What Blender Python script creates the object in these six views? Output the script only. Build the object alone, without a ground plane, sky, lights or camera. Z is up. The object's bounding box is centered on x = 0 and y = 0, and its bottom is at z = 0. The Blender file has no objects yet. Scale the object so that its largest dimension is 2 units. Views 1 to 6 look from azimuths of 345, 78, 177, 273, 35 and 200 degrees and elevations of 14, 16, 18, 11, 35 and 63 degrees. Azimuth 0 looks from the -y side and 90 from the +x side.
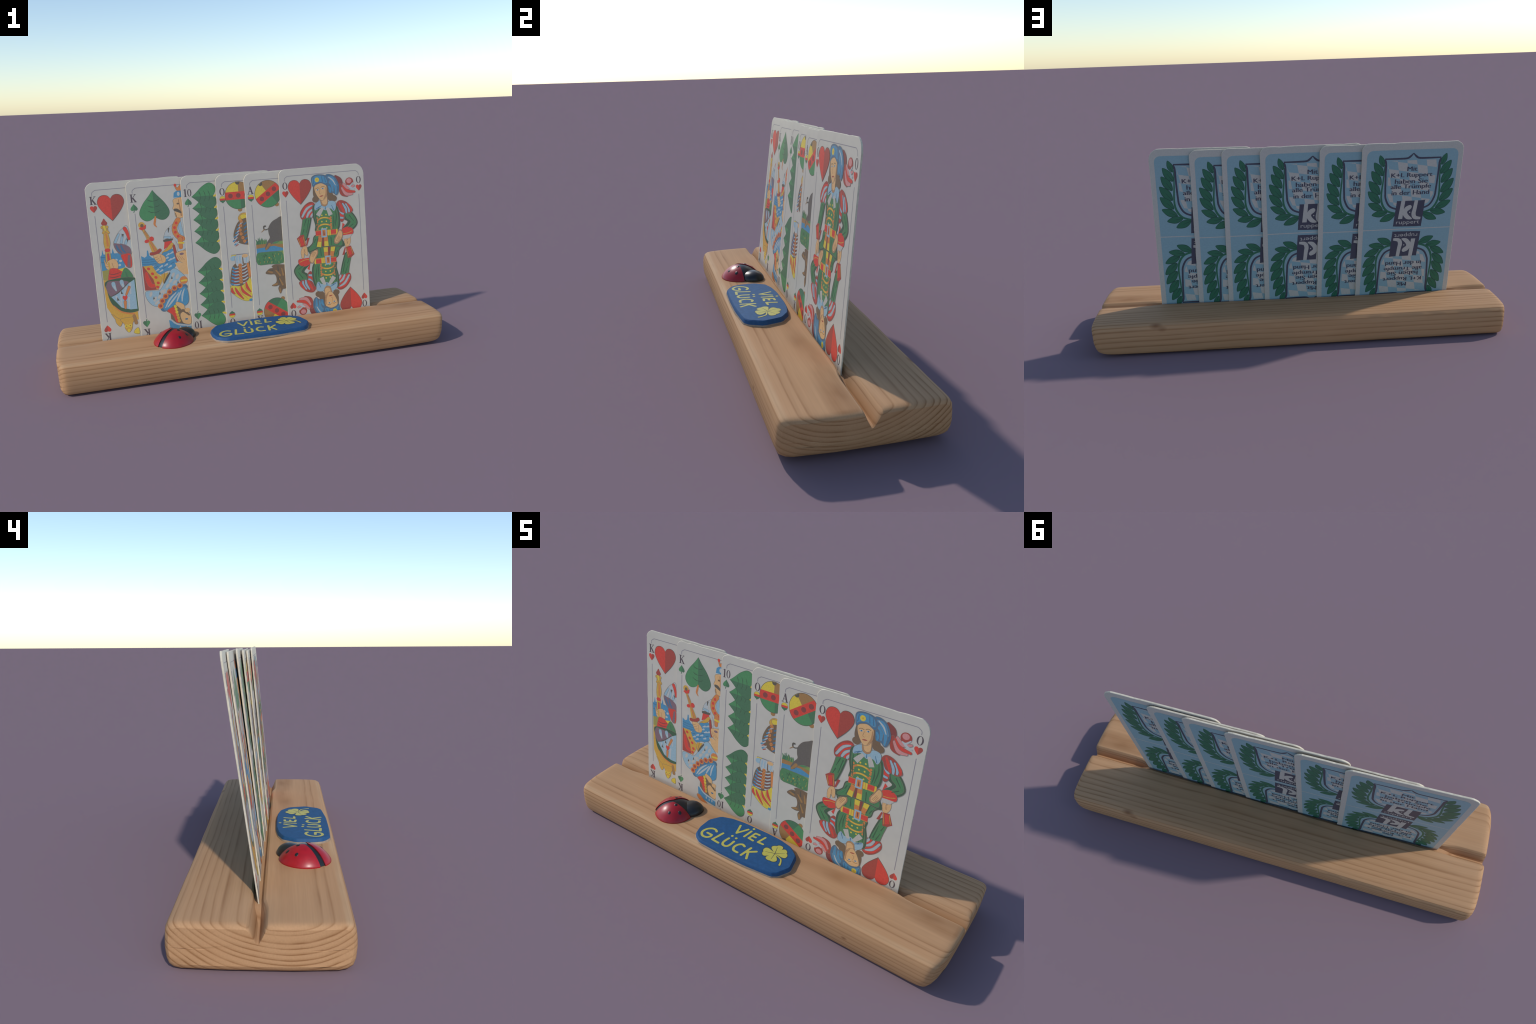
"""Wooden card holder with a lucky ladybird and a painted good-luck plaque,
holding a fan of six German-suited playing cards."""
import bpy, bmesh, math, random
from mathutils import Vector, Matrix, noise
from mathutils.geometry import tessellate_polygon

random.seed(7)
COLL = bpy.context.scene.collection


# ------------------------------------------------------------------ materials
def lin(c):
    c = c / 255.0
    return c / 12.92 if c <= 0.04045 else ((c + 0.055) / 1.055) ** 2.4


def rgb(r, g, b, gain=(1.0, 1.0, 1.0)):
    return tuple(min(0.93, lin(x) / k) for x, k in zip((r, g, b), gain)) + (1.0,)


def new_mat(name):
    m = bpy.data.materials.new(name)
    m.use_nodes = True
    return m, m.node_tree, m.node_tree.nodes["Principled BSDF"]


def node(nt, kind, **kw):
    n = nt.nodes.new(kind)
    for k, v in kw.items():
        if k.startswith("i_"):
            n.inputs[k[2:].replace("_", " ")].default_value = v
        else:
            setattr(n, k, v)
    return n


def math_node(nt, op, a, b=None, c=None):
    n = nt.nodes.new("ShaderNodeMath")
    n.operation = op
    for i, x in enumerate((a, b, c)):
        if x is None:
            continue
        if isinstance(x, (int, float)):
            n.inputs[i].default_value = x
        else:
            nt.links.new(x, n.inputs[i])
    return n.outputs[0]


def ramp(nt, fac, stops, interp="LINEAR"):
    n = nt.nodes.new("ShaderNodeValToRGB")
    n.color_ramp.interpolation = interp
    el = n.color_ramp.elements
    while len(el) < len(stops):
        el.new(0.5)
    for e, (p, c) in zip(el, stops):
        e.position = p
        e.color = c
    nt.links.new(fac, n.inputs[0])
    return n.outputs[0]


def mix_rgb(nt, fac, a, b, blend="MIX"):
    n = nt.nodes.new("ShaderNodeMix")
    n.data_type = "RGBA"
    n.blend_type = blend
    for sock, x in ((n.inputs[0], fac), (n.inputs[6], a), (n.inputs[7], b)):
        if isinstance(x, (int, float)):
            sock.default_value = x
        elif isinstance(x, tuple):
            sock.default_value = x
        else:
            nt.links.new(x, sock)
    return n.outputs[2]


def grey(v):
    return (v, v, v, 1.0)


def mottled(name, col, rough=0.5, amount=0.10, scale=60.0, bump=0.0, coat=0.0, spec=0.5):
    """plain colour with a faint blotchy variation, for inks, paper and paint"""
    m, nt, p = new_mat(name)
    tc = node(nt, "ShaderNodeTexCoord")
    nz = node(nt, "ShaderNodeTexNoise", i_Scale=scale, i_Detail=4.0, i_Roughness=0.6)
    nt.links.new(tc.outputs["Object"], nz.inputs["Vector"])
    v = ramp(nt, nz.outputs["Fac"], [(0.3, grey(1.0 - amount)), (0.7, grey(1.0))])
    nt.links.new(mix_rgb(nt, 1.0, col, v, "MULTIPLY"), p.inputs["Base Color"])
    p.inputs["Roughness"].default_value = rough
    p.inputs["Specular IOR Level"].default_value = spec
    p.inputs["Coat Weight"].default_value = coat
    p.inputs["Coat Roughness"].default_value = 0.25
    if bump:
        b = node(nt, "ShaderNodeBump", i_Strength=bump, i_Distance=0.002)
        nt.links.new(nz.outputs["Fac"], b.inputs["Height"])
        nt.links.new(b.outputs[0], p.inputs["Normal"])
    return m


def pine_material():
    """flat-sawn pine: growth rings around an axis above the board"""
    m, nt, p = new_mat("pine_wood")
    tc = node(nt, "ShaderNodeTexCoord")
    # slow wander of the rings along the plank
    mp = node(nt, "ShaderNodeMapping")
    mp.inputs["Scale"].default_value = (0.8, 2.2, 2.2)
    nt.links.new(tc.outputs["Object"], mp.inputs[0])
    wob = node(nt, "ShaderNodeTexNoise", i_Scale=1.7, i_Detail=2.0, i_Roughness=0.45)
    nt.links.new(mp.outputs[0], wob.inputs["Vector"])
    sep = node(nt, "ShaderNodeSeparateXYZ")
    nt.links.new(tc.outputs["Object"], sep.inputs[0])
    dy = math_node(nt, "ADD", sep.outputs[1], 0.075)
    dz = math_node(nt, "SUBTRACT", sep.outputs[2], 0.47)
    r = math_node(nt, "SQRT", math_node(nt, "ADD", math_node(nt, "MULTIPLY", dy, dy), math_node(nt, "MULTIPLY", dz, dz)))
    r = math_node(nt, "ADD", r, math_node(nt, "MULTIPLY", math_node(nt, "SUBTRACT", wob.outputs["Fac"], 0.5), 0.020))
    # uneven ring width: a little noise on the radius itself
    rv = node(nt, "ShaderNodeTexNoise", noise_dimensions="1D", i_Scale=22.0, i_Detail=1.0)
    nt.links.new(r, rv.inputs["W"])
    r2 = math_node(nt, "ADD", r, math_node(nt, "MULTIPLY", math_node(nt, "SUBTRACT", rv.outputs["Fac"], 0.5), 0.022))
    ring = math_node(nt, "FRACT", math_node(nt, "DIVIDE", r2, RING_WIDTH))
    late = ramp(nt, ring, [(0.0, grey(0.30)), (0.07, grey(0.0)), (0.45, grey(0.05)), (0.72, grey(0.35)), (0.88, grey(1.0)), (1.0, grey(0.30))])
    # rings are not all equally strong
    rs = node(nt, "ShaderNodeTexNoise", i_Scale=5.0, i_Detail=2.0)
    nt.links.new(mp.outputs[0], rs.inputs["Vector"])
    late = math_node(nt, "MULTIPLY", late, ramp(nt, rs.outputs["Fac"], [(0.32, grey(0.35)), (0.66, grey(1.0))]))
    # on the sawn ends the late wood stands out more
    geo_x = math_node(nt, "ABSOLUTE", sep.outputs[0])
    end = ramp(nt, math_node(nt, "DIVIDE", math_node(nt, "SUBTRACT", geo_x, 0.955), 0.04), [(0.35, grey(0.0)), (0.7, grey(1.0))])
    late = math_node(nt, "MULTIPLY", late, math_node(nt, "ADD", math_node(nt, "MULTIPLY", end, 0.45), 0.80))
    col = mix_rgb(nt, late, PINE_LIGHT, PINE_DARK)
    # pale band along the front top arris
    ey = math_node(nt, "ADD", sep.outputs[1], 0.262)
    ez = math_node(nt, "SUBTRACT", sep.outputs[2], 0.152)
    e2 = math_node(nt, "SQRT", math_node(nt, "ADD", math_node(nt, "MULTIPLY", ey, ey), math_node(nt, "MULTIPLY", ez, ez)))
    pale_edge = ramp(nt, math_node(nt, "DIVIDE", e2, 0.016), [(0.35, grey(0.65)), (1.0, grey(0.0))])
    pale_edge = math_node(nt, "MULTIPLY", pale_edge, ramp(nt, rs.outputs["Fac"], [(0.3, grey(0.3)), (0.6, grey(1.0))]))
    col = mix_rgb(nt, pale_edge, col, PINE_PALE)
    # long fibres
    fm = node(nt, "ShaderNodeMapping")
    fm.inputs["Scale"].default_value = (4.0, 170.0, 170.0)
    nt.links.new(tc.outputs["Object"], fm.inputs[0])
    fib = node(nt, "ShaderNodeTexNoise", i_Scale=1.0, i_Detail=4.0, i_Roughness=0.6)
    nt.links.new(fm.outputs[0], fib.inputs["Vector"])
    col = mix_rgb(nt, 1.0, col, ramp(nt, fib.outputs["Fac"], [(0.3, grey(0.88)), (0.7, grey(1.0))]), "MULTIPLY")
    # broad patches of slightly warmer wood
    big = node(nt, "ShaderNodeTexNoise", i_Scale=2.2, i_Detail=3.0)
    nt.links.new(mp.outputs[0], big.inputs["Vector"])
    col = mix_rgb(nt, ramp(nt, big.outputs["Fac"], [(0.4, grey(0.0)), (0.7, grey(0.45))]), col, PINE_WARM)
    # two little knots low on the rear edge, and a faint one in front
    for (kx, ky, kz, kr) in ((0.690, 0.272, 0.146, 0.020), (0.660, 0.276, 0.132, 0.016), (0.60, -0.285, 0.075, 0.010)):
        vm = node(nt, "ShaderNodeVectorMath", operation="SUBTRACT")
        nt.links.new(tc.outputs["Object"], vm.inputs[0])
        vm.inputs[1].default_value = (kx, ky, kz)
        sc = node(nt, "ShaderNodeVectorMath", operation="MULTIPLY")
        nt.links.new(vm.outputs[0], sc.inputs[0])
        sc.inputs[1].default_value = (0.55, 1.0, 1.0)
        ln = node(nt, "ShaderNodeVectorMath", operation="LENGTH")
        nt.links.new(sc.outputs[0], ln.inputs[0])
        k = ramp(nt, math_node(nt, "DIVIDE", ln.outputs["Value"], kr), [(0.2, grey(0.8)), (1.0, grey(0.0))])
        col = mix_rgb(nt, k, col, PINE_KNOT)
    nt.links.new(col, p.inputs["Base Color"])
    p.inputs["Roughness"].default_value = 0.65
    p.inputs["Specular IOR Level"].default_value = 0.10
    b = node(nt, "ShaderNodeBump", i_Strength=0.12, i_Distance=0.002)
    nt.links.new(fib.outputs["Fac"], b.inputs["Height"])
    nt.links.new(b.outputs[0], p.inputs["Normal"])
    return m


RING_WIDTH = 0.0185
PINE_LIGHT = (0.510, 0.295, 0.152, 1)
PINE_DARK = (0.255, 0.115, 0.046, 1)
PINE_WARM = (0.450, 0.240, 0.115, 1)
PINE_PALE = (0.590, 0.400, 0.230, 1)
PINE_KNOT = (0.200, 0.085, 0.040, 1)
PINE = pine_material()

INK_GAIN = (0.54, 0.585, 0.69)      # pictured value of a card under this sun / its own albedo
INKS = {
    "white": (157, 155, 153), "line": (112, 108, 122), "black": (58, 48, 56), "dark": (62, 58, 52),
    "red": (182, 42, 34), "deep_red": (136, 44, 38), "maroon": (105, 42, 42), "pink": (176, 112, 116),
    "leaf_green": (48, 110, 66), "leaf_shade": (44, 86, 60), "green": (50, 102, 62), "dark_green": (36, 66, 46),
    "blue": (48, 112, 158), "deep_blue": (42, 84, 122), "pale_blue": (118, 152, 176), "ice": (150, 160, 170),
    "yellow": (188, 166, 44), "gold": (176, 132, 44), "orange": (178, 100, 46), "brown": (130, 92, 50),
    "skin": (188, 146, 98), "skin_shade": (150, 106, 70), "hair": (88, 68, 50), "purple": (98, 74, 88),
    "outline": (92, 82, 76), "boar": (72, 68, 66), "grass": (92, 122, 62), "olive": (126, 120, 54),
}
MATS = {}
HAZE_MIX = 0.22     # inks greyed evenly for the gloss haze reflected on the cards


def ink(key):
    if key not in MATS:
        hazed = [c + (150 - c) * HAZE_MIX for c in INKS[key]]
        MATS[key] = mottled("ink_" + key, rgb(*hazed, gain=INK_GAIN), rough=0.42, amount=0.12, scale=170.0, spec=0.35)
    return MATS[key]


BACK_INKS = {"back_blue": (0.280, 0.435, 0.475, 1), "back_navy": (0.075, 0.075, 0.105, 1), "back_leaf": (0.040, 0.168, 0.095, 1),
             "back_leaf_shade": (0.030, 0.095, 0.070, 1), "back_white": (0.560, 0.530, 0.470, 1)}
for k, c in BACK_INKS.items():
    MATS[k] = mottled("ink_" + k, c, rough=0.42, amount=0.10, scale=170.0, spec=0.35)
PAPER = mottled("card_paper", (0.650, 0.590, 0.490, 1), rough=0.40, amount=0.07, scale=14.0, spec=0.35)
PAPER_EDGE = mottled("card_edge_paper", (0.70, 0.63, 0.49, 1), rough=0.8, amount=0.25, scale=40.0, spec=0.2)
SHELL_RED = mottled("ladybird_red_lacquer", (0.38, 0.005, 0.012, 1), rough=0.36, amount=0.25, scale=25.0, coat=0.12)
SHELL_BLACK = mottled("ladybird_black_lacquer", (0.012, 0.013, 0.013, 1), rough=0.36, amount=0.3, scale=40.0, coat=0.12)
PLAQUE_BLUE = mottled("plaque_blue_paint", (0.020, 0.088, 0.215, 1), rough=0.6, amount=0.22, scale=70.0, bump=0.15, spec=0.25)
PLAQUE_YELLOW = mottled("plaque_yellow_paint", (0.50, 0.45, 0.085, 1), rough=0.45, amount=0.12, scale=90.0)
PLAQUE_OUTLINE = mottled("plaque_dark_outline", (0.035, 0.045, 0.05, 1), rough=0.5)
PLAQUE_WOOD = mottled("plaque_raw_edge", (0.36, 0.27, 0.19, 1), rough=0.7, amount=0.3, scale=50.0)


# ------------------------------------------------------------------ objects
def make_object(name, verts, faces, mats, slots=None, parent=None, smooth_angle=None, kind=None):
    me = bpy.data.meshes.new(name)
    me.from_pydata([tuple(v) for v in verts], [], faces)
    for m in mats:
        me.materials.append(m)
    if slots:
        me.polygons.foreach_set("material_index", slots)
    if smooth_angle is not None:
        me.polygons.foreach_set("use_smooth", [True] * len(me.polygons))
        me.set_sharp_from_angle(angle=math.radians(smooth_angle))
    me.update()
    ob = bpy.data.objects.new(name, me)
    COLL.objects.link(ob)
    if parent:
        ob.parent = parent
    if kind:
        ob["kind"] = kind
    return ob


# ------------------------------------------------------------------ 2D drawing
def curve_through(pts, closed=True, n=6):
    """Catmull-Rom curve through a few control points"""
    out, k = [], len(pts)
    for i in range(k if closed else k - 1):
        if closed:
            p0, p1, p2, p3 = (pts[(i + j - 1) % k] for j in range(4))
        else:
            p0, p1, p2, p3 = pts[max(i - 1, 0)], pts[i], pts[i + 1], pts[min(i + 2, k - 1)]
        for s in range(n):
            t = s / n
            out.append(tuple(0.5 * (2 * b + (c - a) * t + (2 * a - 5 * b + 4 * c - d) * t * t + (3 * b - a - 3 * c + d) * t ** 3)
                             for a, b, c, d in zip(p0, p1, p2, p3)))
    if not closed:
        out.append(tuple(pts[-1]))
    return out


def clip_convex(poly, window):
    """Sutherland-Hodgman clip of a polygon to a convex window (both (u, v) lists)"""
    area = sum(a[0] * b[1] - b[0] * a[1] for a, b in zip(window, window[1:] + window[:1]))
    sgn = 1 if area > 0 else -1
    for a, b in zip(window, window[1:] + window[:1]):
        def side(p):
            return sgn * ((b[0] - a[0]) * (p[1] - a[1]) - (b[1] - a[1]) * (p[0] - a[0]))
        out = []
        for p, q in zip(poly, poly[1:] + poly[:1]):
            sp, sq = side(p), side(q)
            if sp >= 0:
                out.append(p)
            if (sp > 0 > sq) or (sp < 0 < sq):
                t = sp / (sp - sq)
                out.append((p[0] + (q[0] - p[0]) * t, p[1] + (q[1] - p[1]) * t))
        poly = out
        if len(poly) < 3:
            return []
    return poly


def grown(pts, d):
    """closed outline pushed outwards by d"""
    area = sum(a[0] * b[1] - b[0] * a[1] for a, b in zip(pts, pts[1:] + pts[:1]))
    sgn, out, k = (1 if area > 0 else -1), [], len(pts)
    for i, p in enumerate(pts):
        a, b = pts[i - 1], pts[(i + 1) % k]
        dx, dy = b[0] - a[0], b[1] - a[1]
        ln = math.hypot(dx, dy) or 1.0
        out.append((p[0] + sgn * d * dy / ln, p[1] - sgn * d * dx / ln))
    return out


TEXT_CACHE = {}


def text_outline(s, bold=0.012):
    if (s, bold) not in TEXT_CACHE:
        cu = bpy.data.curves.new("lettering", "FONT")
        cu.body, cu.resolution_u, cu.offset = s, 3, bold
        ob = bpy.data.objects.new("lettering", cu)
        COLL.objects.link(ob)
        me = ob.evaluated_get(bpy.context.evaluated_depsgraph_get()).to_mesh()
        vs = [(v.co.x, v.co.y) for v in me.vertices]
        fs = [tuple(p.vertices) for p in me.polygons]
        bpy.data.objects.remove(ob)
        bpy.data.curves.remove(cu)
        TEXT_CACHE[(s, bold)] = (vs, fs)
    return TEXT_CACHE[(s, bold)]


class Sheet:
    """A printed or painted surface: flat pieces of colour laid one on another.
    place(u, v, lift) puts a drawing point on the surface."""

    def __init__(self, place, pivot=None, step=1.0e-5, base=2.0e-4):
        self.place, self.pivot, self.step, self.base = place, pivot, step, base
        self.turned, self.count, self.groups, self.group = False, 0, {}, "print"

    def at(self, u, v):
        if self.turned:
            u, v = 2 * self.pivot[0] - u, 2 * self.pivot[1] - v
        return self.place(u, v, self.base + self.count * self.step)

    def add(self, verts, faces, mat):
        g = self.groups.setdefault(self.group, ([], [], [], []))
        if mat not in g[3]:
            g[3].append(mat)
        off, slot = len(g[0]), g[3].index(mat)
        g[0].extend(self.at(*p) for p in verts)
        g[1].extend(tuple(i + off for i in f) for f in faces)
        g[2].extend([slot] * len(faces))
        self.count += 1

    def poly(self, pts, mat):
        tri = tessellate_polygon([[Vector((p[0], p[1], 0)) for p in pts]])
        self.add(pts, [tuple(t) for t in tri], mat)

    def blob(self, pts, mat, n=6):
        pts = curve_through(pts, True, n)
        if self.group == "printed_figure":
            self.poly(grown(pts, 0.17), ink("outline"))
        self.poly(pts, mat)

    def ellipse(self, cu, cv, ru, rv, mat, turn=0.0, n=28):
        c, s = math.cos(math.radians(turn)), math.sin(math.radians(turn))
        pts = []
        for i in range(n):
            a = 2 * math.pi * i / n
            x, y = ru * math.cos(a), rv * math.sin(a)
            pts.append((cu + c * x - s * y, cv + s * x + c * y))
        self.poly(pts, mat)

    def ring(self, outer, inner, mat):
        n = len(outer)
        self.add(outer + inner, [(i, (i + 1) % n, n + (i + 1) % n, n + i) for i in range(n)], mat)

    def limb(self, pts, widths, mat, n=5, caps=True, smooth=True):
        """tapering ribbon along a spine, with round ends"""
        if not isinstance(widths, (list, tuple)):
            widths = [widths] * len(pts)
        if self.group == "printed_figure" and caps and max(widths) >= 1.4 and mat != ink("outline"):
            self.limb(pts, [w + 0.32 for w in widths], ink("outline"), n, True, smooth)
        spine = [(p[0], p[1], w) for p, w in zip(pts, widths)]
        if smooth and len(spine) > 2:
            spine = curve_through(spine, False, n)
        left, right = [], []
        for i, (x, y, w) in enumerate(spine):
            a, b = spine[max(i - 1, 0)], spine[min(i + 1, len(spine) - 1)]
            dx, dy = b[0] - a[0], b[1] - a[1]
            d = math.hypot(dx, dy) or 1.0
            nx, ny = -dy / d * w / 2, dx / d * w / 2
            left.append((x + nx, y + ny))
            right.append((x - nx, y - ny))
        k = len(spine)
        verts = left + right
        faces = [(i, i + 1, k + i + 1, k + i) for i in range(k - 1)]
        if caps:
            for end, prev in ((0, 1), (k - 1, k - 2)):
                x, y, w = spine[end]
                base = math.atan2(y - spine[prev][1], x - spine[prev][0])
                first = len(verts)
                arc = [(x + w / 2 * math.cos(base + t), y + w / 2 * math.sin(base + t)) for t in (math.pi / 2 * (j / 4 - 1) for j in range(9))]
                verts += arc
                faces.append(tuple(range(first, first + len(arc))))
        self.add(verts, faces, mat)

    def line(self, pts, w, mat, smooth=False):
        self.limb(pts, w, mat, caps=False, smooth=smooth)

    def text(self, s, cu, cv, width, height, mat, bold=0.012, flip=1):
        vs, fs = text_outline(s, bold)
        x0, x1 = min(v[0] for v in vs), max(v[0] for v in vs)
        y0, y1 = min(v[1] for v in vs), max(v[1] for v in vs)
        self.add([(cu + (x - (x0 + x1) / 2) / (x1 - x0) * width, cv - flip * (y - (y0 + y1) / 2) / (y1 - y0) * height) for x, y in vs], fs, mat)

    def build(self, parent):
        for name, (v, f, s, m) in self.groups.items():
            make_object(name, v, f, m, s, parent)


# ------------------------------------------------------------------ card motifs
HEART_HALF = [(0.0, 0.15), (0.10, 0.035), (0.26, 0.0), (0.42, 0.07), (0.5, 0.25), (0.455, 0.44), (0.28, 0.70), (0.0, 1.0)]


def heart(s, cu, top, w, h, light, shade):
    half = curve_through(HEART_HALF, False, 6)
    s.poly([(cu - w * x, top + h * y) for x, y in half], ink(light))
    s.poly([(cu + w * x, top + h * y) for x, y in half], ink(shade))


LEAF_HALF = [(0.0, 0.0), (0.13, 0.17), (0.35, 0.42), (0.49, 0.68), (0.47, 0.86), (0.33, 0.985), (0.17, 0.985), (0.0, 0.89)]


def leaf_pip(s, tip, w, h, turn, light, shade, veins=True, ridge=0.0):
    """broad leaf with its tip at `tip`; turn 0 points up, -90 points left"""
    a = math.radians(turn)
    c, sn = math.cos(a), math.sin(a)

    def put(x, y):
        x, y = x * w, y * h
        return (tip[0] + c * x - sn * y, tip[1] + sn * x + c * y)
    half = curve_through(LEAF_HALF, False, 6)
    s.poly([put(-1.03 * x, 1.02 * y - 0.012) for x, y in half] + [put(1.03 * x, 1.02 * y - 0.012) for x, y in reversed(half)], ink("dark_green"))
    s.poly([put(-x, y) for x, y in half], ink(light))
    s.poly([put(x, y) for x, y in half], ink(shade))
    if veins:
        for y in (0.36, 0.56, 0.74):
            for sd in (-1, 1):
                s.limb([put(0, y), put(sd * 0.11, y - 0.015), put(sd * 0.22, y - 0.07)], [0.012 * w, 0.03 * w, 0.006 * w], ink("dark_green"), caps=False)


def small_leaf(s, cu, top):
    leaf_pip(s, (cu, top), 4.0, 3.9, 0, "leaf_green", "leaf_shade", veins=False)
    s.limb([(cu, top + 3.2), (cu - 0.1, top + 4.2), (cu - 0.4, top + 4.9)], [0.5, 0.5, 0.4], ink("leaf_shade"))


def band(r, lo, hi, n=14):
    """part of a disc of radius r between two chords"""
    a0, a1 = math.asin(max(-1, lo / r)), math.asin(min(1, hi / r))
    right = [(r * math.cos(a0 + (a1 - a0) * i / n), r * math.sin(a0 + (a1 - a0) * i / n)) for i in range(n + 1)]
    return right + [(-x, y) for x, y in reversed(right)]


def bell(s, cu, cv, r, turn):
    a = math.radians(turn)

    def put(p):
        return (cu + math.cos(a) * p[0] - math.sin(a) * p[1], cv + math.sin(a) * p[0] + math.cos(a) * p[1])

    def lay(pts, key):
        pts = [p for i, p in enumerate(pts) if math.dist(p, pts[i - 1]) > 1e-6]
        s.poly([put(p) for p in pts], ink(key))
    s.ellipse(*put((0.05 * r, 1.07 * r)), 0.17 * r, 0.15 * r, ink("brown"))
    s.ellipse(cu, cv, 1.03 * r, 1.03 * r, ink("dark"), n=48)
    upper = band(r, -r, -0.28 * r)
    lay(upper, "brown")
    lay(clip_convex(upper, [(-2 * r, -2 * r), (0.02 * r, -2 * r), (0.02 * r, 2 * r), (-2 * r, 2 * r)]), "yellow")
    lay(band(r, -0.28 * r, 0.30 * r), "red")
    lay(band(r, 0.30 * r, r), "leaf_green")
    lay(clip_convex(band(r, 0.30 * r, r), [(0.15 * r, -2 * r), (2 * r, -2 * r), (2 * r, 2 * r), (0.15 * r, 2 * r)]), "leaf_shade")
    lay([(0.17 * r * math.cos(t), -0.985 * r + 0.2 * r * math.sin(t)) for t in (math.pi * i / 10 for i in range(11))], "dark")
    for x in (-0.60, 0.0, 0.60):
        s.ellipse(*put((x * r, 0.01 * r)), 0.175 * r, 0.175 * r, ink("maroon"))


def small_bell(s, cu, cv):
    s.poly([(cu - 1.5, cv + 0.9), (cu + 1.5, cv + 0.9), (cu, cv + 2.5)], ink("leaf_shade"))
    s.ellipse(cu, cv, 1.95, 1.95, ink("leaf_shade"))
    s.poly([(cu + x, cv + y) for x, y in band(1.85, -1.8, -0.45)], ink("yellow"))
    s.poly([(cu + x, cv + y) for x, y in band(1.85, -0.45, 0.65)], ink("red"))


def letter(s, ch, cu, cv):
    """index letters with the thick and thin strokes of an engraved face"""
    k, h = ink("black"), 2.2
    if ch == "O":
        n = 28
        ang = [2 * math.pi * i / n for i in range(n)]
        s.ring([(cu + 1.62 * math.cos(a), cv + h * math.sin(a)) for a in ang], [(cu + 0.86 * math.cos(a), cv + 1.98 * math.sin(a)) for a in ang], k)
    elif ch == "K":
        s.line([(cu - 0.9, cv - h), (cu - 0.9, cv + h)], 0.85, k)
        s.line([(cu + 1.3, cv - h), (cu - 0.5, cv + 0.15)], 0.32, k)
        s.line([(cu - 0.25, cv - 0.35), (cu + 1.35, cv + h)], 0.85, k)
        for x, y, w in ((-0.9, -h, 1.7), (-0.9, h, 1.7), (1.25, -h, 1.2), (1.3, h, 1.5)):
            s.line([(cu + x - w / 2, cv + y), (cu + x + w / 2, cv + y)], 0.28, k)
    elif ch == "A":
        s.line([(cu - 1.3, cv + h), (cu - 0.1, cv - h)], 0.32, k)
        s.line([(cu - 0.15, cv - h), (cu + 1.1, cv + h)], 0.85, k)
        s.line([(cu - 0.85, cv + 0.7), (cu + 0.6, cv + 0.7)], 0.28, k)
        for x, w in ((-1.3, 1.2), (1.1, 1.6)):
            s.line([(cu + x - w / 2, cv + h), (cu + x + w / 2, cv + h)], 0.28, k)
    elif ch == "10":
        s.line([(cu - 1.35, cv - h), (cu - 1.35, cv + h)], 0.8, k)
        s.line([(cu - 2.1, cv - 1.6), (cu - 1.35, cv - h + 0.1)], 0.35, k)
        s.line([(cu - 2.1, cv + h), (cu - 0.6, cv + h)], 0.28, k)
        n = 24
        ang = [2 * math.pi * i / n for i in range(n)]
        s.ring([(cu + 1.1 + 1.25 * math.cos(a), cv + h * math.sin(a)) for a in ang], [(cu + 1.1 + 0.6 * math.cos(a), cv + 1.98 * math.sin(a)) for a in ang], k)


def corners(s, ch, pip):
    """frame line, and letter with small suit sign in all four corners"""
    for turned in (False, True):
        s.turned = turned
        s.group = "border_line"
        s.line(curve_through([(3.6, 7.3), (3.75, 5.6), (5.6, 4.3)], False) + [(20.0, 4.3), (36.0, 4.3)] + curve_through([(50.4, 4.3), (52.2, 5.6), (52.4, 7.3)], False), 0.34, ink("line"))
        s.line([(3.9, 19.0), (3.9, 50.0), (3.9, 81.0)], 0.34, ink("line"))
        for cu in (3.7, 52.3):
            s.group = "index_letter"
            letter(s, ch, cu, 10.1)
            s.group = "suit_symbol"
            if pip == "heart":
                heart(s, cu, 13.2, 4.0, 3.9, "red", "deep_red")
            elif pip == "leaf":
                small_leaf(s, cu, 13.4)
            else:
                small_bell(s, cu, 14.6)
    s.turned = False


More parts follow.
